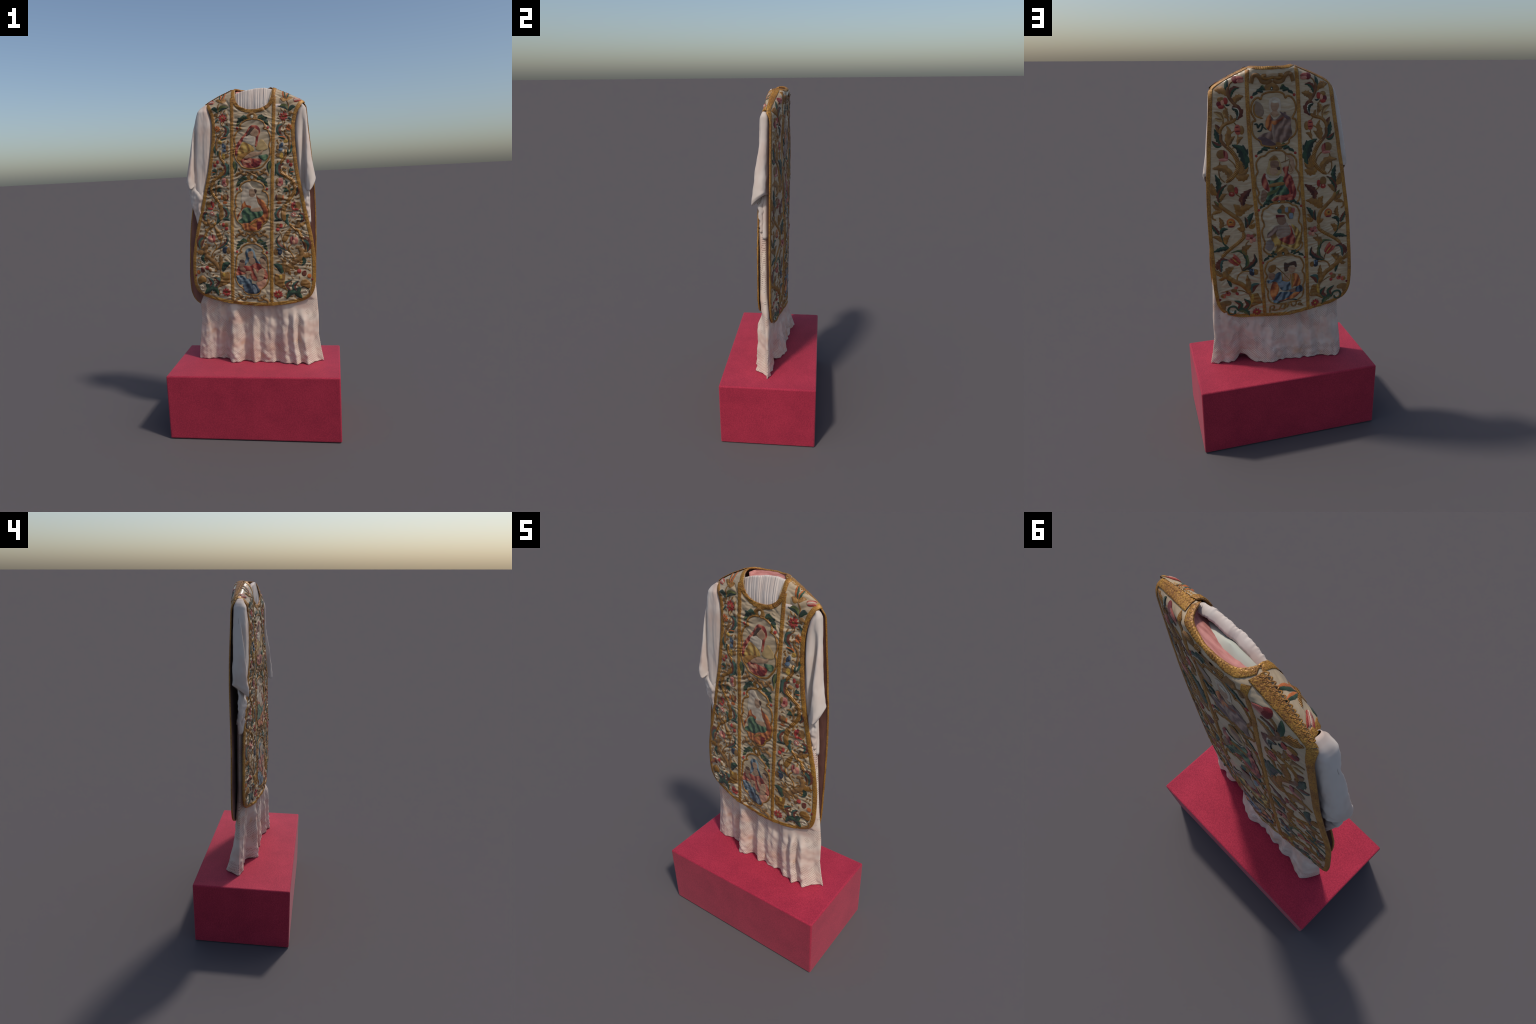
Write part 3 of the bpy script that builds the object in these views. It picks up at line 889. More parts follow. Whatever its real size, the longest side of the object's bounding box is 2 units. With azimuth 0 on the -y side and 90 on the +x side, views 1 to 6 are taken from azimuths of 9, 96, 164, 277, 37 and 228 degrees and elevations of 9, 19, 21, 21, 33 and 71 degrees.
# front: middle medallion, a seated figure in green and orange
patch('F', [(-48,1460),(-20,1466),(-2,1443),(23,1425),(26,1391),(36,1350),(48,1315),(11,1300),(-17,1314),(-54,1337),(-66,1372),(-57,1419)], 'ivory', 1, 'veil')
patch('F', [(-11,1431),(14,1428),(23,1402),(11,1382),(-11,1384),(-20,1408)], 'skin', 2, 'face')
patch('F', [(14,1428),(29,1423),(26,1405),(17,1408)], 'umber', 3, 'hair')
patch('F', [(-42,1361),(-32,1340),(-4,1332),(-10,1314),(-42,1323),(-63,1305),(-75,1275),(-88,1248),(-89,1272),(-66,1308),(-60,1340)], 'orange_silk', 2, 'cloak')
patch('F', [(26,1393),(42,1376),(69,1362),(87,1333),(98,1304),(96,1268),(78,1242),(57,1230),(36,1259),(69,1286),(57,1324),(36,1353)], 'orange_silk', 2, 'cloak')
patch('F', [(-60,1299),(-32,1323),(-7,1317),(2,1300),(51,1306),(68,1292),(54,1268),(14,1259),(-11,1237),(-51,1234),(-79,1230),(-82,1245),(-57,1266)], 'green_silk', 3, 'dress')
patch('F', [(-7,1314),(48,1324),(57,1306),(33,1297),(-1,1300)], 'skin', 4, 'hand')
patch('F', [(-57,1228),(-17,1234),(27,1259),(57,1253),(54,1212),(36,1194),(-11,1188),(-45,1192),(-57,1210)], 'orange_silk', 3, 'skirt_drape')
patch('F', [(33,1238),(57,1245),(56,1212),(33,1194)], 'crimson', 4, 'skirt_fold')
patch('F', [(-14,1228),(30,1256),(24,1238),(-11,1217)], 'ochre', 4, 'skirt_fold')
# front: lower medallion, a mother with children
patch('F', [(-33,1078),(-11,1086),(11,1076),(24,1038),(36,1011),(67,997),(39,993),(8,1013),(-21,1006),(-40,983),(-46,998),(-36,1029),(-41,1056)], 'blue_silk', 1, 'veil')
patch('F', [(-20,1066),(2,1070),(11,1052),(8,1031),(-8,1021),(-24,1033),(-28,1051)], 'skin', 2, 'face')
patch('F', [(-17,1024),(11,1031),(23,1008),(1,988),(-18,997)], 'skin', 2, 'neck')
patch('F', [(-77,982),(-40,980),(-8,982),(30,1002),(64,991),(85,956),(97,926),(88,904),(57,906),(23,892),(1,900),(-15,930),(-50,928),(-93,921),(-93,948)], 'red_silk', 1, 'dress')
patch('F', [(-71,1010),(-49,1011),(-43,989),(-52,974),(-37,959),(-49,940),(-71,952),(-77,985)], 'dusky_skin', 3, 'child')
patch('F', [(-74,1013),(-52,1017),(-44,999),(-68,998)], 'umber', 4, 'hair')
patch('F', [(-43,944),(-11,951),(-2,937),(-21,923),(-24,902),(-37,910),(-34,929)], 'skin', 4, 'infant')
patch('F', [(48,1024),(67,1036),(82,1028),(82,1007),(91,992),(79,970),(60,979),(51,1000)], 'skin', 3, 'child')
patch('F', [(48,1030),(70,1041),(85,1028),(82,1013),(64,1027)], 'umber', 4, 'hair')
patch('F', [(42,957),(67,970),(76,946),(73,916),(57,894),(36,887),(29,914),(14,940),(8,971),(23,959),(36,939)], 'skin', 4, 'child')
patch('F', [(-96,917),(-65,921),(-34,910),(-2,894),(-9,866),(-50,870),(-81,868),(-95,893)], 'blue_silk', 2, 'skirt_drape')
patch('F', [(-50,870),(-12,878),(32,868),(48,835),(32,819),(-6,815),(-47,826),(-55,851)], 'navy_silk', 3, 'skirt_drape')
patch('F', [(1,866),(20,864),(35,831),(13,818)], 'steel', 4, 'skirt_fold')
patch('F', [(-81,905),(-50,910),(-69,887),(-84,881)], 'steel', 3, 'skirt_fold')
patch('F', [(29,889),(63,897),(82,907),(88,877),(66,851),(54,839),(32,859)], 'peach', 3, 'cloth')
# back: shoulder
bud('B', [(176,1939,17,16,'crimson'),(157,1944,20,10,'rose'),(155,1933,18,9,'pink')], 'tulip_bud')
stem('B', [(210,1906),(203,1920),(189,1931)], 6.0, 'tan')
leaf('B', [(218,1884),(220,1912),(212,1936)], 14.5, 'green|dark')
leaf('B', [(219,1870),(238,1892),(278,1889)], 27.2, 'gold|gold', 1)
stem('B', [(213,1908),(215,1875),(202,1848),(187,1829),(176,1813)], 13.3, 'brown')
leaf('B', [(206,1861),(199,1887),(181,1902),(159,1902)], 23.0, 'russet|green', 1)
leaf('B', [(187,1834),(177,1855),(143,1865)], 29.0, 'gold|tan', 1)
bud('B', [(251,1853,17,13,'gold_leaf'),(260,1832,13,14,'crimson'),(229,1846,11,16,'red'),(244,1838,9,14,'peach'),(252,1819,15,9,'red')], 'pomegranate')
stem('B', [(240,1826),(229,1810)], 4.8, 'tan')
leaf('B', [(231,1828),(219,1825),(208,1829)], 6.6, 'dark|dark')
leaf('B', [(224,1765),(234,1789),(224,1813)], 26.0, 'gold|tan', 1)
stem('B', [(225,1769),(223,1750)], 6.0, 'gold')
leaf('B', [(247,1758),(259,1782),(289,1798)], 18.7, 'straw|tan')
leaf('B', [(248,1758),(267,1758),(286,1768)], 13.9, 'straw|tan')
leaf('B', [(245,1765),(242,1781),(249,1800)], 10.3, 'straw|straw')
stem('B', [(246,1760),(249,1739)], 6.0, 'gold')
leaf('B', [(201,1813),(178,1807),(166,1785),(182,1754)], 36.2, 'russet|dark', 1)
leaf('B', [(199,1812),(178,1805),(173,1786),(182,1759)], 12.1, 'cream|green')
stem('B', [(185,1763),(204,1749),(235,1740),(253,1728),(266,1708),(267,1690)], 13.3, 'gold')
leaf('B', [(207,1752),(208,1766),(211,1781)], 12.7, 'gold|tan')
leaf('B', [(267,1693),(273,1715),(287,1740)], 18.7, 'tan|russet')
bud('B', [(163,1706,13,22,'gold_leaf'),(181,1709,16,25,'coral'),(182,1721,12,4,'crimson'),(182,1702,13,4,'crimson')], 'pomegranate')
stem('B', [(197,1744),(186,1731)], 4.8, 'tan')
stem('B', [(196,1704),(209,1698),(222,1685)], 4.8, 'gold')
leaf('B', [(234,1633),(233,1672),(223,1704),(233,1729)], 27.2, 'gold|gold', 1)
leaf('B', [(229,1638),(217,1663),(197,1679)], 19.9, 'gold|tan', 1)
stem('B', [(182,1686),(188,1642),(215,1619)], 4.8, 'gold')
leaf('B', [(187,1641),(178,1663),(157,1672)], 15.1, 'gold|tan')
leaf('B', [(270,1643),(282,1677),(292,1717)], 25.4, 'green|dark', 1)
leaf('B', [(265,1637),(289,1639),(310,1661)], 18.7, 'green|russet')
stem('B', [(264,1693),(266,1662),(250,1637),(227,1616)], 13.9, 'brown')
# back: middle
leaf('B', [(160,1515),(159,1569),(179,1616),(215,1637)], 45.3, 'dark|green', 1)
leaf('B', [(157,1577),(157,1600),(162,1636)], 18.1, 'green|dark')
leaf('B', [(156,1572),(147,1594),(141,1615)], 13.3, 'dark|dark')
stem('B', [(250,1636),(227,1616),(207,1586),(196,1557),(196,1523),(210,1495),(235,1473),(262,1452)], 18.1, 'rope')
bud('B', [(269,1593,26,24,'tan'),(249,1586,11,24,'rose'),(256,1598,5,18,'crimson'),(263,1567,24,8,'pink')], 'pomegranate')
stem('B', [(239,1570),(216,1547),(204,1520)], 5.4, 'tan')
stem('B', [(281,1559),(291,1520),(289,1479),(268,1453)], 5.4, 'tan')
leaf('B', [(191,1491),(175,1524),(181,1560)], 30.2, 'gold|gold', 1)
leaf('B', [(191,1488),(164,1498),(143,1524)], 19.3, 'gold|tan', 1)
leaf('B', [(209,1482),(178,1472),(143,1486)], 36.2, 'gold|gold', 1)
leaf('B', [(243,1468),(246,1506),(275,1527),(322,1525)], 36.2, 'tan|gold', 1)
leaf('B', [(311,1403),(299,1447),(312,1496)], 25.4, 'dark|green', 1)
leaf('B', [(313,1392),(333,1413),(334,1453)], 33.2, 'gold|gold', 1)
leaf('B', [(308,1349),(306,1388),(289,1420),(260,1443)], 23.0, 'russet|green', 1)
leaf('B', [(303,1355),(290,1381),(265,1396)], 21.7, 'gold|tan', 1)
bud('B', [(241,1417,19,25,'tan'),(216,1409,10,19,'red'),(240,1391,15,13,'red'),(240,1395,7,5,'peach')], 'red_bud')
stem('B', [(221,1391),(200,1373),(193,1342),(192,1321)], 5.4, 'tan')
leaf('B', [(190,1327),(186,1369),(140,1412)], 34.7, 'russet|maroon', 1)
leaf('B', [(224,1274),(216,1310),(237,1338)], 34.7, 'gold|gold', 1)
leaf('B', [(217,1273),(189,1312),(139,1326)], 36.2, 'gold|gold', 1)
leaf('B', [(301,1315),(317,1338),(333,1360)], 16.9, 'brown|olive')
leaf('B', [(300,1309),(324,1323),(347,1342)], 21.1, 'gold|tan', 1)
leaf('B', [(299,1306),(330,1300),(355,1289)], 19.3, 'gold|gold', 1)
stem('B', [(352,1288),(351,1267),(335,1258)], 7.9, 'gold')
stem('B', [(306,1352),(301,1328),(277,1305),(246,1278),(219,1252),(206,1217),(204,1185)], 18.1, 'gold')
bud('B', [(262,1239,23,25,'orange'),(263,1242,16,16,'yellow'),(264,1244,9,7,'russet'),(263,1220,16,5,'crimson')], 'marigold')
stem('B', [(282,1232),(311,1223),(325,1189)], 4.8, 'tan')
leaf('B', [(321,1214),(308,1239),(318,1272)], 23.0, 'gold|tan', 1)
leaf('B', [(174,1223),(163,1261),(141,1289)], 23.0, 'green|dark', 1)
leaf('B', [(189,1208),(180,1234),(188,1267)], 16.9, 'dark|russet')
leaf('B', [(172,1224),(159,1214),(138,1231)], 21.1, 'gold|gold')
leaf('B', [(167,1229),(153,1242),(139,1248)], 10.3, 'tan|gold')
leaf('B', [(330,1179),(346,1206),(361,1237)], 23.0, 'green|russet', 1)
leaf('B', [(321,1178),(310,1204),(281,1208)], 19.9, 'green|dark', 1)
leaf('B', [(199,1191),(213,1201),(233,1210)], 24.2, 'gold|gold', 1)
# back: lower third
stem('B', [(205,1191),(205,1159),(232,1132),(270,1105),(306,1078),(331,1051)], 15.7, 'rope')
stem('B', [(284,1099),(312,1131),(319,1170),(322,1205)], 6.6, 'green')
leaf('B', [(316,1138),(336,1161),(366,1170)], 19.3, 'tan|gold')
leaf('B', [(302,1125),(298,1156),(274,1173)], 27.2, 'gold|gold', 1)
leaf('B', [(284,1099),(321,1101),(371,1086)], 22.3, 'dark|green', 1)
bud('B', [(150,1167,11,9,'tan'),(181,1166,11,10,'rose'),(184,1150,12,9,'pink'),(168,1136,9,14,'peach'),(152,1142,9,13,'pink'),(162,1163,10,9,'rose'),(167,1152,7,7,'crimson')], 'carnation')
stem('B', [(180,1137),(197,1115),(204,1051)], 5.4, 'tan')
leaf('B', [(202,1058),(208,1091),(169,1112)], 30.2, 'tan|gold', 1)
leaf('B', [(230,969),(199,1004),(203,1051),(230,1083),(279,1078)], 19.9, 'green|olive', 1)
tulip('B', [(240,1007),(283,1054)], 45.3, 'scarlet')
stem('B', [(240,1009),(232,987),(230,970)], 5.4, 'tan')
leaf('B', [(229,971),(180,996),(155,1025),(159,1061)], 27.8, 'russet|dark', 1)
bud('B', [(158,956,14,17,'gold_leaf'),(178,957,15,22,'navy'),(171,965,5,13,'steel'),(185,969,8,7,'blue')], 'pansy')
stem('B', [(191,963),(228,963),(255,941),(264,911)], 6.6, 'gold')
leaf('B', [(341,973),(343,1015),(328,1041),(296,1037)], 25.4, 'russet|teal', 1)
leaf('B', [(359,986),(358,1009),(344,1043)], 21.7, 'russet|russet', 1)
leaf('B', [(330,954),(354,962),(374,987)], 25.4, 'gold|tan', 1)
leaf('B', [(322,950),(339,931),(360,929)], 21.1, 'gold|gold', 1)
leaf('B', [(313,946),(304,976),(273,992)], 33.2, 'tan|gold', 1)
stem('B', [(331,974),(313,943),(276,912),(240,892),(212,861),(192,833)], 23.6, 'gold')
leaf('B', [(197,843),(202,899),(205,944)], 27.2, 'gold|tan', 1)
leaf('B', [(295,880),(304,911),(317,938)], 16.3, 'dark|green', 1)
leaf('B', [(186,834),(178,869),(143,887)], 27.8, 'teal|russet')
scroll_patch('B', [(207,833),(183,827),(157,830),(144,799),(136,766),(175,755),(228,726),(203,761),(198,797)], 'gold_leaf')
scroll_patch('B', [(192,824),(177,820),(181,781),(198,764)], 'yellow')
stem('B', [(201,825),(225,845),(262,858)], 5.4, 'tan')
bud('B', [(282,858,17,14,'tan'),(270,874,11,8,'coral'),(268,839,9,10,'red')], 'berry')
bud('B', [(316,841,15,13,'coral'),(322,857,9,7,'gold_leaf'),(319,845,7,7,'crimson')], 'berry')
bud('B', [(342,831,14,14,'coral'),(347,832,10,11,'gold_leaf')], 'berry')
bud('B', [(363,810,7,7,'crimson')], 'berry')
scroll_patch('B', [(364,791),(335,801),(305,793),(306,775),(332,767),(341,743),(358,762)], 'tan')
leaf('B', [(270,738),(253,770),(287,797)], 21.1, 'russet|green')
leaf('B', [(240,733),(206,762),(233,802)], 27.2, 'russet|green')
stem('B', [(268,730),(283,757),(311,760),(325,739),(316,716),(293,716),(284,737)], 9.7, 'green')
stem('B', [(293,734),(302,724),(311,740)], 4.2, 'cream')
leaf('B', [(269,736),(231,728),(208,693)], 30.2, 'green|olive', 1)
daisy('B', (168,714), 24.8, 10, 'red', 'yellow')
# back: central column
half_cord('B', [(-6,1875),(27,1875),(52,1864),(61,1845),(73,1854),(95,1843),(109,1817),(110,1785),(92,1748),(107,1741),(112,1701),(100,1667),(73,1648),(67,1628),(21,1616),(-5,1617)], 9.1, 'gold', 'frame_cord')
half_cord('B', [(-4,1598),(34,1591),(56,1574),(80,1569),(101,1545),(103,1516),(99,1496),(113,1468),(113,1424),(102,1390),(111,1370),(107,1340),(91,1319)], 9.1, 'gold', 'frame_cord')
half_cord('B', [(2,1327),(46,1325),(66,1309),(88,1299),(102,1260),(93,1218),(107,1192),(107,1160),(97,1116),(107,1085),(93,1061),(67,1046)], 9.1, 'gold', 'frame_cord')
half_cord('B', [(4,1037),(43,1033),(65,1019),(91,1007),(109,961),(99,926),(109,906),(109,864),(98,833),(102,810),(93,774),(64,757),(10,747)], 9.1, 'gold', 'frame_cord')
patch('B', [(42,1886),(38,1904),(22,1916),(4,1919),(-13,1914),(-28,1900),(-31,1882),(6,1883)], 'gold_leaf', 1, 'crest')
patch('B', [(13,1889),(11,1899),(5,1902),(-1,1898),(-2,1888),(6,1882)], 'dark', 2, 'pearl_rim')
patch('B', [(10,1890),(5,1898),(1,1889),(6,1886)], 'cream', 3, 'pearl')
leaf('B', [(36,1887),(53,1896),(65,1894)], 15.1, 'green|dark', 1)
leaf('B', [(48,1878),(67,1886),(83,1878)], 16.9, 'dark|green', 1)
leaf('B', [(74,1873),(87,1873),(101,1862)], 13.9, 'green|dark', 1)
leaf('B', [(42,1890),(49,1903),(58,1905)], 10.3, 'dark|olive')
bud('B', [(105,1857,7,7,'red')], 'berry')
patch('B', [(26,1606),(22,1626),(8,1639),(-6,1642),(-21,1637),(-33,1622),(-35,1601),(-5,1602)], 'gold_leaf', 1, 'crest')
patch('B', [(3,1609),(1,1621),(-6,1623),(-12,1620),(-13,1608),(-5,1602)], 'dark', 2, 'pearl_rim')
patch('B', [(-1,1610),(-5,1619),(-9,1609),(-5,1606)], 'cream', 3, 'pearl')
leaf('B', [(27,1608),(44,1618),(58,1616)], 15.1, 'green|dark', 1)
leaf('B', [(40,1599),(59,1608),(76,1599)], 16.9, 'dark|green', 1)
leaf('B', [(66,1594),(81,1594),(95,1582)], 13.9, 'green|dark', 1)
leaf('B', [(33,1611),(41,1626),(50,1628)], 10.3, 'dark|olive')
bud('B', [(100,1576,7,7,'red')], 'berry')
patch('B', [(36,1330),(31,1350),(16,1363),(0,1366),(-15,1360),(-27,1344),(-28,1322),(4,1325)], 'gold_leaf', 1, 'crest')
patch('B', [(12,1332),(9,1344),(2,1347),(-4,1342),(-4,1330),(4,1324)], 'dark', 2, 'pearl_rim')
patch('B', [(8,1333),(2,1342),(-1,1332),(4,1329)], 'cream', 3, 'pearl')
leaf('B', [(37,1331),(54,1342),(68,1341)], 15.1, 'green|dark', 1)
leaf('B', [(50,1322),(71,1332),(88,1323)], 16.9, 'dark|green', 1)
leaf('B', [(78,1318),(93,1318),(108,1305)], 13.9, 'green|dark', 1)
leaf('B', [(43,1335),(50,1351),(59,1353)], 10.3, 'dark|olive')
bud('B', [(113,1299,7,7,'red')], 'berry')
patch('B', [(38,1042),(33,1065),(18,1079),(2,1082),(-14,1074),(-27,1056),(-29,1032),(5,1036)], 'gold_leaf', 1, 'crest')
patch('B', [(13,1044),(11,1057),(3,1060),(-3,1055),(-4,1042),(5,1035)], 'dark', 2, 'pearl_rim')
patch('B', [(9,1045),(4,1055),(0,1044),(5,1040)], 'cream', 3, 'pearl')
leaf('B', [(39,1044),(57,1056),(71,1054)], 15.1, 'green|dark', 1)
leaf('B', [(53,1034),(73,1045),(91,1034)], 16.9, 'dark|green', 1)
leaf('B', [(81,1028),(96,1028),(111,1014)], 13.9, 'green|dark', 1)
leaf('B', [(45,1048),(54,1066),(63,1068)], 10.3, 'dark|olive')
bud('B', [(116,1007,7,7,'red')], 'berry')
# back: strapwork under the collar and along the hem
half_cord('B', [(5,1932),(22,1921),(49,1925),(60,1943),(75,1956),(93,1949),(102,1920)], 15.1, 'tan', 'scroll')
half_cord('B', [(-4,1942),(21,1938),(43,1939),(47,1951),(29,1953)], 10.3, 'gold', 'scroll')
cord('B', [(97,697),(92,737),(73,743),(72,725),(85,717),(67,712),(47,715)], 9.1, 'gold_leaf', 'strapwork', 3)
cord('B', [(47,712),(28,746),(17,745)], 9.1, 'gold_leaf', 'strapwork', 3)
cord('B', [(18,712),(8,751),(-2,724),(-15,750)], 9.1, 'gold_leaf', 'strapwork', 3)
cord('B', [(34,721),(11,722),(-3,752)], 9.1, 'gold_leaf', 'strapwork', 3)
cord('B', [(-24,756),(-32,725),(-53,729),(-60,749),(-87,743)], 9.1, 'gold_leaf', 'strapwork', 3)
cord('B', [(-90,721),(-77,735),(-66,726),(-97,716)], 7.9, 'gold_leaf', 'strapwork', 3)
# back: first medallion, a veiled woman with mirror and serpent
patch('B', [(89,1835),(69,1831),(53,1811),(49,1781),(64,1763),(84,1773),(95,1795)], 'mirror', 2, 'mirror')
cord('B', [(89,1827),(97,1806),(92,1773),(65,1758),(54,1754)], 7.9, 'ochre', 'mirror_frame', 3)
patch('B', [(21,1833),(9,1848),(-11,1851),(-33,1838),(-37,1811),(-33,1787),(-16,1775),(13,1779),(22,1798)], 'ivory', 1, 'veil')
patch('B', [(10,1827),(-7,1830),(-25,1824),(-26,1804),(-13,1788),(4,1788),(13,1803)], 'skin', 3, 'face')
patch('B', [(7,1828),(-7,1837),(-24,1827),(-7,1822)], 'cream', 4, 'headband')
patch('B', [(5,1789),(-16,1791),(-24,1769),(-3,1760),(16,1774)], 'skin', 2, 'neck')
patch('B', [(20,1769),(-3,1745),(-32,1765),(-56,1780),(-66,1763),(-83,1748),(-84,1701),(-87,1670),(-70,1646),(-38,1631),(-3,1634),(24,1619),(64,1625),(71,1651),(88,1660),(61,1681),(23,1692),(16,1725)], 'mauve', 1, 'robe')
patch('B', [(19,1773),(14,1744),(17,1692),(42,1710),(43,1737),(34,1759)], 'orange_silk', 3, 'shawl')
patch('B', [(17,1741),(-11,1742),(-46,1759),(-44,1748),(-4,1721),(15,1730)], 'orange_silk', 3, 'shawl')
patch('B', [(88,1660),(59,1669),(31,1656),(-6,1625),(24,1619),(64,1625)], 'plum', 2, 'robe_fold')
patch('B', [(16,1725),(1,1724),(-3,1645),(-12,1633),(9,1638)], 'lilac', 2, 'robe_fold')
patch('B', [(-30,1782),(-64,1763),(-80,1746),(-60,1744)], 'plum', 2, 'robe_fold')
cord('B', [(100,1729),(86,1729),(82,1712),(69,1728),(58,1725),(68,1698),(86,1695)], 9.1, 'dark', 'serpent', 4)
cord('B', [(61,1719),(40,1700)], 5.4, 'green', 'serpent_tail', 4)
# back: second medallion, a crowned woman with scales
patch('B', [(37,1548),(18,1567),(-2,1560),(-20,1537),(-25,1496),(-14,1470),(31,1472),(54,1489),(45,1523)], 'straw', 1, 'veil')
patch('B', [(31,1539),(11,1547),(-11,1538),(-11,1514),(2,1507),(28,1511)], 'dusky_skin', 3, 'face')
patch('B', [(33,1513),(-1,1508),(-6,1483),(17,1470),(39,1484)], 'skin', 2, 'neck')
patch('B', [(37,1551),(9,1572),(-10,1552),(11,1548)], 'gold_leaf', 4, 'crown')
patch('B', [(0,1512),(-17,1511),(-16,1496),(-2,1498)], 'umber', 3, 'hair')
patch('B', [(58,1480),(39,1458),(2,1457),(-17,1476),(-10,1459),(18,1447),(48,1450),(62,1466)], 'ivory', 4, 'necklace')
patch('B', [(51,1456),(19,1444),(-22,1463),(-44,1438),(-36,1415),(-58,1383),(-53,1362),(11,1369),(43,1349),(75,1334),(59,1371),(40,1405)], 'green_silk', 2, 'dress')
patch('B', [(69,1484),(58,1480),(57,1454),(46,1411),(51,1391),(78,1415),(84,1451)], 'red_silk', 3, 'cloak')
patch('B', [(-31,1504),(-61,1510),(-56,1478),(-73,1459),(-87,1411),(-93,1371),(-72,1336),(-26,1338),(44,1343),(-1,1362),(-54,1374),(-37,1421),(-27,1445),(-40,1468)], 'red_silk', 3, 'cloak')
patch('B', [(-57,1455),(-68,1436),(-75,1372),(-60,1374)], 'crimson', 4, 'cloak_fold')
patch('B', [(-7,1358),(-53,1365),(-74,1357),(-52,1347)], 'coral', 4, 'cloak_fold')
patch('B', [(46,1426),(17,1432),(-29,1433),(-31,1418),(12,1414),(46,1413)], 'gold_leaf', 4, 'belt')
patch('B', [(83,1400),(60,1386),(69,1357),(86,1338),(97,1351)], 'dusky_skin', 2, 'hand')
patch('B', [(57,1386),(19,1400),(-12,1411),(12,1381),(59,1371)], 'olive', 3, 'dress_fold')
patch('B', [(-41,1576),(-64,1572),(-87,1550),(-93,1505),(-82,1476),(-65,1475),(-70,1507),(-69,1545)], 'skin', 1, 'arm')
cord('B', [(-49,1576),(-46,1532)], 3.6, 'tan', 'scales', 3)
cord('B', [(-24,1531),(-69,1545)], 3.6, 'tan', 'scales', 3)
cord('B', [(-70,1542),(-60,1490),(-80,1488),(-70,1521)], 3.6, 'tan', 'scales', 3)
# back: third medallion, a figure in a flowered hat with a column
patch('B', [(15,1291),(-12,1315),(-26,1301),(-28,1298),(-68,1291),(-67,1247),(-44,1234),(-25,1264),(2,1271)], 'tan', 1, 'flower_hat')
patch('B', [(16,1291),(-3,1295),(-4,1273),(14,1274)], 'teal', 3, 'hat_flower')
patch('B', [(-25,1295),(-44,1299),(-45,1275),(-26,1274)], 'steel', 3, 'hat_flower')
patch('B', [(-59,1292),(-77,1290),(-72,1268),(-57,1273)], 'rose', 3, 'hat_flower')
patch('B', [(-44,1265),(-65,1263),(-63,1238),(-45,1237)], 'steel', 3, 'hat_flower')
patch('B', [(-41,1300),(-59,1298),(-54,1274),(-39,1275)], 'gold_leaf', 4, 'hat_flower')
patch('B', [(19,1255),(-3,1258),(-21,1246),(-24,1221),(-4,1205),(17,1217),(24,1237)], 'dusky_skin', 2, 'face')
patch('B', [(27,1266),(18,1265),(-16,1259),(-18,1251),(19,1252),(26,1246)], 'crimson', 4, 'hat_band')
patch('B', [(8,1213),(-24,1218),(-30,1214),(-40,1184),(-42,1155),(-35,1149),(1,1135),(37,1160),(36,1179),(31,1203)], 'lilac', 1, 'bodice')
patch('B', [(-38,1203),(-50,1192),(-58,1156),(-68,1122),(-64,1099),(-38,1092),(-1,1112),(22,1132),(1,1138),(-38,1149),(-46,1173)], 'red_silk', 3, 'sash')
patch('B', [(-51,1205),(-78,1186),(-99,1151),(-107,1126),(-99,1091),(-75,1062),(-21,1073),(44,1056),(64,1045),(36,1088),(43,1122),(37,1156),(20,1132),(-38,1090),(-67,1099),(-69,1138),(-64,1165)], 'yellow_silk', 2, 'cloak')
patch('B', [(31,1200),(48,1177),(64,1153),(53,1107),(39,1095),(34,1153)], 'yellow_silk', 2, 'cloak')
patch('B', [(10,1101),(-21,1086),(-65,1060),(-30,1065),(7,1087)], 'straw', 4, 'cloak_fold')
patch('B', [(79,1171),(57,1187),(30,1209),(26,1184),(50,1158),(81,1145)], 'mauve', 3, 'sleeve')
patch('B', [(72,1138),(47,1109),(71,1072),(97,1088),(99,1108)], 'column_grey', 3, 'broken_column')
# back: fourth medallion, a reclining woman with sceptre
patch('B', [(1,993),(-19,987),(-25,989),(-61,993),(-68,958),(-56,960),(-28,972),(-16,946),(3,945)], 'umber', 2, 'hair')
patch('B', [(-27,968),(-54,971),(-59,943),(-42,927),(-23,939),(-17,957)], 'skin', 3, 'face')
patch('B', [(4,926),(-22,932),(-41,922),(-34,899),(-20,887),(9,892)], 'skin', 2, 'neck')
cord('B', [(20,935),(13,893),(-20,884),(-32,923)], 6.6, 'ochre', 'neckline', 4)
patch('B', [(-41,922),(-71,913),(-87,865),(-78,842),(-48,844),(-34,839),(-39,880)], 'orange_silk', 3, 'shawl')
patch('B', [(-38,919),(-51,906),(-42,852),(-33,840)], 'ochre', 4, 'shawl_fold')
patch('B', [(26,940),(19,894),(-20,881),(-28,841),(-16,814),(35,822),(73,772),(45,763),(-15,786),(-43,809),(-34,825),(16,827),(40,865),(41,900)], 'blue_silk', 2, 'dress')
patch('B', [(39,886),(-10,882),(-5,855),(34,851)], 'steel', 3, 'bodice')
patch('B', [(-54,832),(-81,845),(-99,824),(-90,804),(-53,811)], 'navy_silk', 4, 'sleeve')
patch('B', [(-17,828),(-51,833),(-57,814),(-30,812)], 'dusky_skin', 4, 'hand')
patch('B', [(73,772),(39,819),(-20,814),(-15,786),(42,766),(64,757)], 'blue_silk', 3, 'skirt_drape')
patch('B', [(57,782),(26,818),(17,809),(48,770)], 'steel', 4, 'skirt_fold')
patch('B', [(54,764),(-5,784),(-46,805),(-86,805),(-51,776),(-4,770)], 'orange_silk', 3, 'cushion')
cord('B', [(61,753),(12,769),(-24,770),(-64,757)], 6.6, 'dark', 'leafy_edge', 4)
patch('B', [(73,883),(54,888),(40,858),(41,830),(59,800),(70,776),(84,802),(88,834)], 'orange_silk', 3, 'cushion')
patch('B', [(100,902),(72,903),(52,933),(26,943),(18,911),(33,875),(60,892),(92,882)], 'blue_silk', 3, 'sleeve')
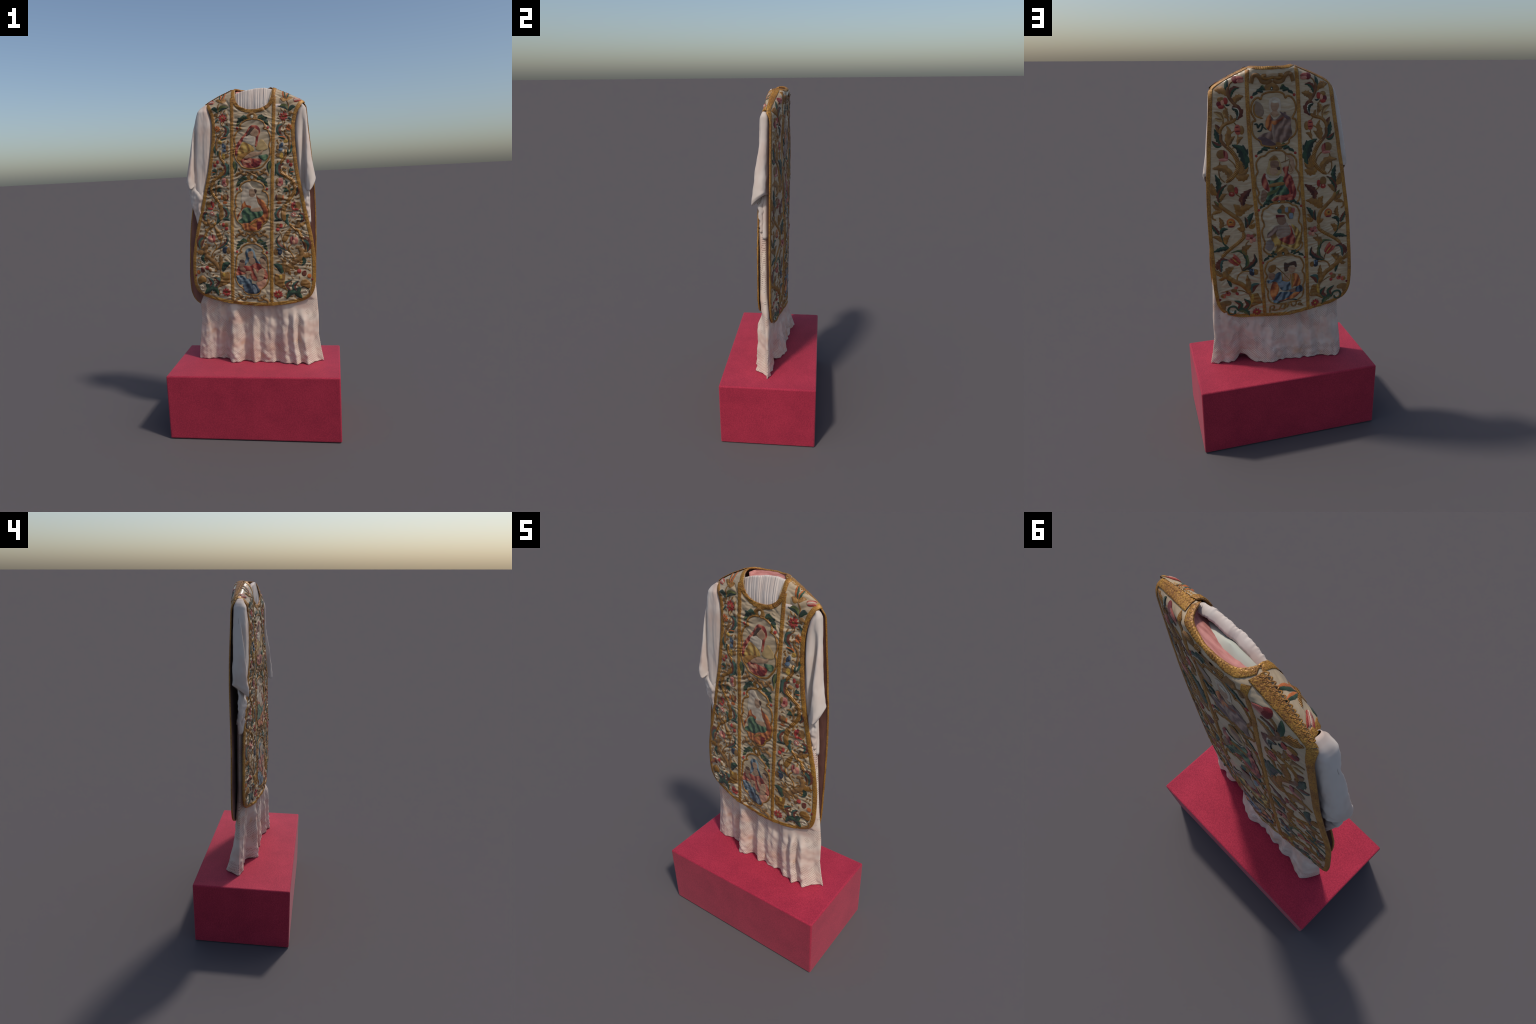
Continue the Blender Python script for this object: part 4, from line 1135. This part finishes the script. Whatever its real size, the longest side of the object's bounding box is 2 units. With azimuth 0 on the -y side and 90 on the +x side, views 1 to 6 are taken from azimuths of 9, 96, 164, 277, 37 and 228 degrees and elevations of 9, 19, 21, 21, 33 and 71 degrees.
patch('B', [(89,939),(61,940),(56,916),(75,902),(89,915)], 'dusky_skin', 4, 'hand')
patch('B', [(93,964),(77,986),(49,987),(54,957),(79,945)], 'gold_leaf', 3, 'sceptre_head')
cord('B', [(46,976),(13,938),(-23,890)], 4.8, 'tan', 'sceptre', 5)



# small gold leaves tucked into the bare satin between the larger motifs
def gold_fillers(side, gap, lo, hi, seed):
    rnd = random.Random(seed); taken = np.array(FOOT[side]); parts = {-1: [], 1: []}
    for _ in range(2600):
        v = rnd.uniform(lo, hi); u = rnd.uniform(142, 1000 * float(WIDTH[side](v / 1000.)) - 30)
        if u < 142 or np.min(np.hypot(taken[:, 0] - u, taken[:, 1] - v)) < gap:
            continue
        a = rnd.uniform(0, 2 * PI); L = rnd.uniform(8, 11); k = rnd.uniform(-4, 4)
        dx, dy = math.cos(a) * L, math.sin(a) * L
        sp = [(u - dx, v - dy), (u - dy / L * k, v + dx / L * k), (u + dx, v + dy)]
        taken = np.vstack([taken, np.array(sp)])
        for sg in both():
            parts[sg].append(blade(side, sp, rnd.uniform(7, 10), 0, .5, 1 if sg > 0 else -1))
    for sg in both():
        V, F, fm, n = [], [], [], 0
        for v, f, k in parts[sg]:
            F += [tuple(i + n for i in q) for q in f]; V.append(v); fm += k; n += len(v)
        ob = new_object('gold_leaflets', np.concatenate(V), F, ['tan', 'gold'], PANEL[side], fm, outward=OUT[side])
        ob['kind'] = 'stuff'


gold_fillers('F', 13, 795, 1890, 3)

# ------------------------------------------------------------------ alb: bodice, sleeves, lace skirt
def local_mesh(name, A, Hh, Dd, faces, mats, parent, thick=0., fmat=None):
    X = world(A, Hh, Dd)
    ob = new_object(name, X.reshape(-1, 3), faces, mats, parent, fmat)
    if thick:
        s = ob.modifiers.new('cloth', 'SOLIDIFY'); s.thickness = thick; s.offset = 0
    return ob


alb = empty('alb', (0, .02, 1.2), vestment)

# gathered bodice seen in the neck opening, with a rolled top edge
a = np.linspace(-.128, .142, 260)
topH = np.interp(a, [-.128, -.089, -.042, -.004, .017, .045, .078, .12, .142], [1.945, 1.962, 1.977, 1.983, 1.988, 1.990, 1.991, 1.982, 1.965])
topD = np.interp(a, [-.128, -.089, -.042, -.004, .017, .045, .078, .12, .142], [-.006, -.014, -.016, -.014, -.009, -.005, -.001, .008, .018])
pleat = np.sin(a * 2 * PI / .0105 + 7 * noise2(a * 22, a * 0)) * .18 + noise2(a * 120, a * 0 + 3) * 1.2 + noise2(a * 45, a * 0 + 8) * 2.0
rows = []
for t in np.linspace(0, 1, 46):
    hh = 1.80 + (topH - 1.80) * min(1, t / .86)
    dd = -.014 + (topD + .014) * min(1, t / .86) ** 2 - .010 * math.sin(PI * min(1, t / .86))
    if t > .86:
        k = (t - .86) / .14
        hh = hh + .002 * np.sin(PI * k) - .012 * k ** 2
        dd = dd + (.026 + .006 * noise2(a * 25, a * 0 + 2)) * k
    amp = .0048 * (1 - .7 * max(0, (t - .7) / .3))
    rows.append((a, hh + .0008 * pleat, dd - amp * pleat * (.6 + .5 * noise2(a * 20, a * 0 + t * 5))))
R = np.array(rows)
local_mesh('bodice', R[:, 0], R[:, 1], R[:, 2], grid_faces(46, 260), ['linen'], alb, .0015)

# body of the alb between the panels
hs = np.linspace(1.90, 1.235, 50); ph = np.linspace(0, 2 * PI, 96, endpoint=False)
W = np.interp(hs, [1.235, 1.3, 1.45, 1.6, 1.8, 1.9], [.338, .335, .318, .265, .235, .20])
c, s = np.cos(ph), np.sin(ph)
A = .008 + W[:, None] * (np.sign(c) * np.abs(c) ** .6)[None]
A = np.where(A < 0, A * .80, A)
Dp = .004 + .024 * (np.sign(s) * np.abs(s) ** .6)[None] + .003 * noise2(A * 30, hs[:, None] * 6)
local_mesh('body', A, np.repeat(hs[:, None], 96, 1), np.broadcast_to(Dp, A.shape), grid_faces(50, 96, True), ['linen'], alb, .002)


SLEEVE = {  # by height: outer edge, inner edge, front depth; then the front fold (place, width, depth) and flap
    -1: dict(o=[(1.43, .376), (1.463, .389), (1.5, .386), (1.6, .372), (1.68, .361), (1.765, .347), (1.828, .332), (1.868, .319), (1.889, .303), (1.908, .272)],
             f=[(1.43, -.064), (1.5, -.057), (1.6, -.050), (1.75, -.043), (1.87, -.034), (1.908, -.012)], fold=(.330, .008, .026), flap=.012),
    1: dict(o=[(1.43, .362), (1.46, .372), (1.5, .366), (1.58, .350), (1.68, .337), (1.765, .324), (1.83, .318), (1.876, .312), (1.89, .302), (1.908, .280)],
            f=[(1.43, -.052), (1.5, -.046), (1.6, -.040), (1.75, -.028), (1.87, -.018), (1.908, -.004)], fold=(.297, .012, .040), flap=.012)}


def sleeve(sg):
    """Wide hanging sleeve: flattened tube with a deep fold down its front."""
    K = SLEEVE[sg]; fo, ff = table(K['o']), table(K['f'])
    n, m = 70, 150
    ph = np.linspace(0, 2 * PI, m, endpoint=False)
    c, s = np.cos(ph), np.sin(ph)
    A, Hh, Dd = [], [], []
    for tt in np.linspace(0, 1, n):
        h0 = 1.908 - tt * .470
        outer, front = fo(h0), ff(h0)
        inner = np.interp(h0, [1.43, 1.6, 1.8, 1.908], [.275, .235, .225, .262])
        back = np.interp(h0, [1.43, 1.6, 1.87, 1.908], [.018, .022, .027, .014])
        x = np.sign(c) * np.abs(c) ** .75; y = np.sign(s) * np.abs(s) ** .75
        a = (outer + inner) / 2 + (outer - inner) / 2 * x
        d = (front + back) / 2 + (back - front) / 2 * y
        p, w, dp = K['fold']
        groove = np.exp(-((a - (p + .012 * tt)) / w) ** 2) * smoothstep(tt, .12, .45) * dp * (y < 0)
        flap = np.exp(-((a - (outer - .018)) / .02) ** 2) * (y < 0) * smoothstep(tt, .3, 1.) * K['flap']
        d = d + groove - flap
        d = d + .006 * noise2(a * 30 + sg * 7, np.full(m, h0 * 4)) * smoothstep(tt, 0, .2) + .0015 * noise2(a * 90 + 5, np.full(m, h0 * 30)) \
            + .009 * tt ** 2 * noise2(a * 22 + 3 * sg + h0 * 9, np.full(m, h0 * 13)) + .005 * tt ** 3 * noise2(a * 60, np.full(m, h0 * 26))
        # slanted hem: lowest in front and on the inner side
        hh = np.full(m, h0) + (tt ** 4) * (.055 * (d - front) / (back - front)) - (tt ** 4) * .045 * np.clip((outer - a) / (outer - inner), 0, 1)
        # the inner half runs on below the flap into the body of the alb
        fall = tt ** 3 * smoothstep(p + .012 * tt - a, .0, .012) * (y < .2)
        hh = hh - (.17 if sg < 0 else .12) * fall
        d = d + .034 * fall
        # stay behind the front panel
        e = WIDTH['F'](np.minimum(hh, 1.88)); ctr = CENTRE['F'](hh)
        U = sg * a - ctr
        lim = EDGE_D['F'](hh) + hang('F', U, hh) + .012
        k = smoothstep(e + .016 - sg * U, 0, .02)
        d = np.where(d < lim, d * (1 - k) + lim * k, d)
        A.append(a); Hh.append(hh); Dd.append(d)
    A, Hh, Dd = np.array(A), np.array(Hh), np.array(Dd)
    local_mesh('sleeve', sg * A, Hh, Dd, grid_faces(n, m, True), ['linen'], alb, .002)
    # loose under-sleeve hanging below the opening
    k = 40
    tt = np.linspace(0, 1, 36)[:, None]; x = np.linspace(0, 1, k)[None]
    if sg < 0:
        wout = np.interp(tt, [0, .2, .45, .7, 1], [.376, .382, .374, .358, .338]); hlow = 1.49 - .27 * tt
        dc = -.034 + .02 * tt
    else:
        wout = np.interp(tt, [0, .2, .45, .7, 1], [.335, .340, .342, .342, .342]); hlow = 1.47 - .20 * tt
        dc = -.026 + .02 * tt
    win = .28 + .02 * tt
    ring = 2 * PI * x
    tuck = smoothstep(tt, 0, .35)
    aa = (wout + win) / 2 + (wout - win) / 2 * np.cos(ring) * (.6 + .4 * tuck)
    dd = dc + .02 * (1 - tuck) + (.020 - .010 * tt) * (.35 + .65 * tuck) * np.sin(ring) + .014 * noise2(aa * 34, hlow * 22 + sg * 9) + .006 * noise2(aa * 70, hlow * 50)
    hh = np.broadcast_to(hlow, aa.shape) + .012 * noise2(aa * 30, tt * 0 + 3) * tt
    local_mesh('under_sleeve', sg * aa, hh, dd, grid_faces(36, k), ['linen'], alb, .0015)


sleeve(-1); sleeve(1)

# lace skirt: a flattened tube between the panels that falls into folds on the plinth
HEM_F = table([(-.374, .03), (-.34, .016), (-.292, .010), (-.262, .03), (-.237, .016), (-.20, .028), (-.176, .0), (-.155, -.045),
               (-.137, -.054), (-.11, -.046), (-.068, -.012), (-.04, -.02), (-.015, -.054), (.027, -.022), (.06, -.046), (.1, -.044),
               (.14, -.028), (.18, -.072), (.215, -.058), (.25, -.092), (.275, -.056), (.316, -.076), (.345, -.04), (.367, -.018), (.404, -.008)])
HEM_B = table([(-.374, .03), (-.365, .05), (-.345, .09), (-.325, .114), (-.26, .103), (-.21, .078), (-.174, .10), (-.13, .08), (-.08, .086),
               (-.027, .070), (.03, .078), (.075, .092), (.12, .072), (.16, .047), (.19, .004), (.228, -.018), (.25, -.006), (.284, .021),
               (.30, .018), (.331, .0), (.37, .012), (.404, -.008)])
m = 420; n = 130
q = np.linspace(-1, 1, m // 2)
q = .7 * q + .3 * np.sin(PI / 2 * q)
XX = np.concatenate([-q, q])                       # front from one side to the other, then the back
sy = np.concatenate([-np.sqrt(1 - q ** 2) - 1e-4, np.sqrt(1 - q ** 2) + 1e-4])
zs = np.concatenate([np.linspace(1.27, .80, 40), np.linspace(.79, .384, n - 40)])
rows = []
for z in zs:
    f = float(np.clip((.86 - z) / (.86 - .384), 0, 1)); f = f ** 1.15
    xl = np.interp(z, [.384, .46, .56, .66, .74, .9, 1.27], [-.374, -.368, -.354, -.343, -.345, -.275, -.27])
    xr = np.interp(z, [.384, .46, .55, .67, .75, .9, 1.27], [.404, .390, .378, .380, .376, .368, .345])
    xl = xl - .05 * smoothstep(-sy, -.3, .3) * float(smoothstep(z, .78, .9))   # lace keeps to the front panel on one side
    xx = XX
    x = (xl + xr) / 2 + (xr - xl) / 2 * xx
    # flat oval section higher up, following the turn of the garment
    rel = np.sqrt(np.clip(1 - np.abs(xx) ** 10, 0, 1))
    ytop = .012 - np.interp(z, [.7, .9], [.05, .0875]) * x + np.where(sy < 0, -.043 - .010 * np.clip(x / .3, -1, 1), .018) * rel
    xh = -.374 + (x - xl) / (xr - xl) * .778
    yhem = np.where(sy < 0, HEM_F(xh), HEM_B(xh))
    ff = np.where(sy < 0, f, f ** 1.7)
    ff = np.where(sy < 0, f ** .45, ff)
    y = ytop * (1 - ff) + yhem * ff
    fold = noise2(xh * 26 + np.where(sy < 0, 0, 30), np.full(m, z * 1.2))
    y = y + np.where(sy < 0, -1, 1) * rel * (np.where(sy < 0, .016, .020) * fold * (1 - .5 * f) - np.where(sy < 0, 0, .006) * smoothstep(.7 - z, 0, .15) + .008 * noise2(x * 45, np.full(m, z * 22)) * smoothstep(.86 - z, 0, .2))
    # padded diamonds worked along the hem
    xw = xh + .02 * noise2(xh * 14, np.full(m, z * 6))
    dia = np.abs(np.sin((xw + z) * PI / .052) * np.sin((xw - z) * PI / .052))
    y = y + np.where(sy < 0, -1, 1) * rel * .007 * dia * (.5 + 1.2 * np.clip(noise2(xh * 9, np.full(m, 2.) + np.sign(sy)), -.3, 1)) * smoothstep(.49 - z, 0, .04)
    zz = np.full(m, z)
    low = smoothstep(.5 - z, 0., .117)
    lift = np.where((sy > 0), np.exp(-((xh - .215) / .03) ** 2) * .03, 0) + .010 * np.abs(noise2(xh * 30 + 3, sy * 2)) + .003 * (1 - dia)
    zz = zz + low * lift
    rows.append(np.stack([x, y, zz], 1))
X = np.array(rows)
# keep the lace behind the front panel where the panel covers it
loc = X - ORG
ha, hh_, hd = loc @ AX, loc @ HX, loc @ DX
Uf = ha - CENTRE['F'](hh_)
pf = (surface('F', Uf, np.clip(hh_, .745, 1.8), 0., 0.) - ORG) @ DX + .011
k = smoothstep(hh_, .66, .74) * (np.abs(Uf) < .37)
X = X + (np.maximum(0, pf - hd) * k)[..., None] * DX
# soften hard folds a little along each ring
for _ in range(3):
    X[:, :, :2] = .5 * X[:, :, :2] + .25 * np.roll(X[:, :, :2], 1, 1) + .25 * np.roll(X[:, :, :2], -1, 1)
sk = new_object('lace_skirt', X.reshape(-1, 3), grid_faces(n, m, True), ['lace'], alb)
sol = sk.modifiers.new('cloth', 'SOLIDIFY'); sol.thickness = .0025; sol.offset = 0

# ------------------------------------------------------------------ dress form, just visible in the neck
nr, nc = 24, 48
th = np.linspace(0, 2 * PI, nc, endpoint=False)
V = []
for i in range(nr):
    k = i / (nr - 1)
    hh = 1.62 + .354 * k
    ra = np.interp(k, [0, .6, .8, .93, .985, 1], [.12, .12, .11, .10, .072, .0])
    rd = np.interp(k, [0, .6, .8, .93, .985, 1], [.024, .026, .034, .036, .026, .0])
    V.append(world(-.004 + ra * np.cos(th), np.full(nc, hh), .024 + rd * np.sin(th)))
new_object('dress_form', np.concatenate(V), grid_faces(nr, nc, True), ['form'], vestment)

# rose lining turned down inside the back of the neck
nk, mk = 24, 60
x = np.linspace(-1, 1, mk); rows = []
for i in range(nk):
    k = i / (nk - 1)
    U = x * (.104 - .012 * k)
    top = np.interp(np.abs(x), [0, .7, .9, 1], [1.990, 1.990, 1.986, 1.978])
    dtop = np.interp(np.abs(x), [0, .7, .88, .96, 1], [.072, .064, .054, .038, .020])
    dlow = np.interp(np.abs(x), [0, .7, 1], [.030, .026, .012])
    hh = top - .030 * k ** .7 + .003 * noise2(U * 60, U * 0 + k * 4) * k
    rows.append((.008 + U, hh, dtop * (1 - k) + dlow * k))
R = np.array(rows)
local_mesh('neck_lining', R[:, 0], R[:, 1], R[:, 2], grid_faces(nk, mk), ['neck_rose'], vestment, .001)
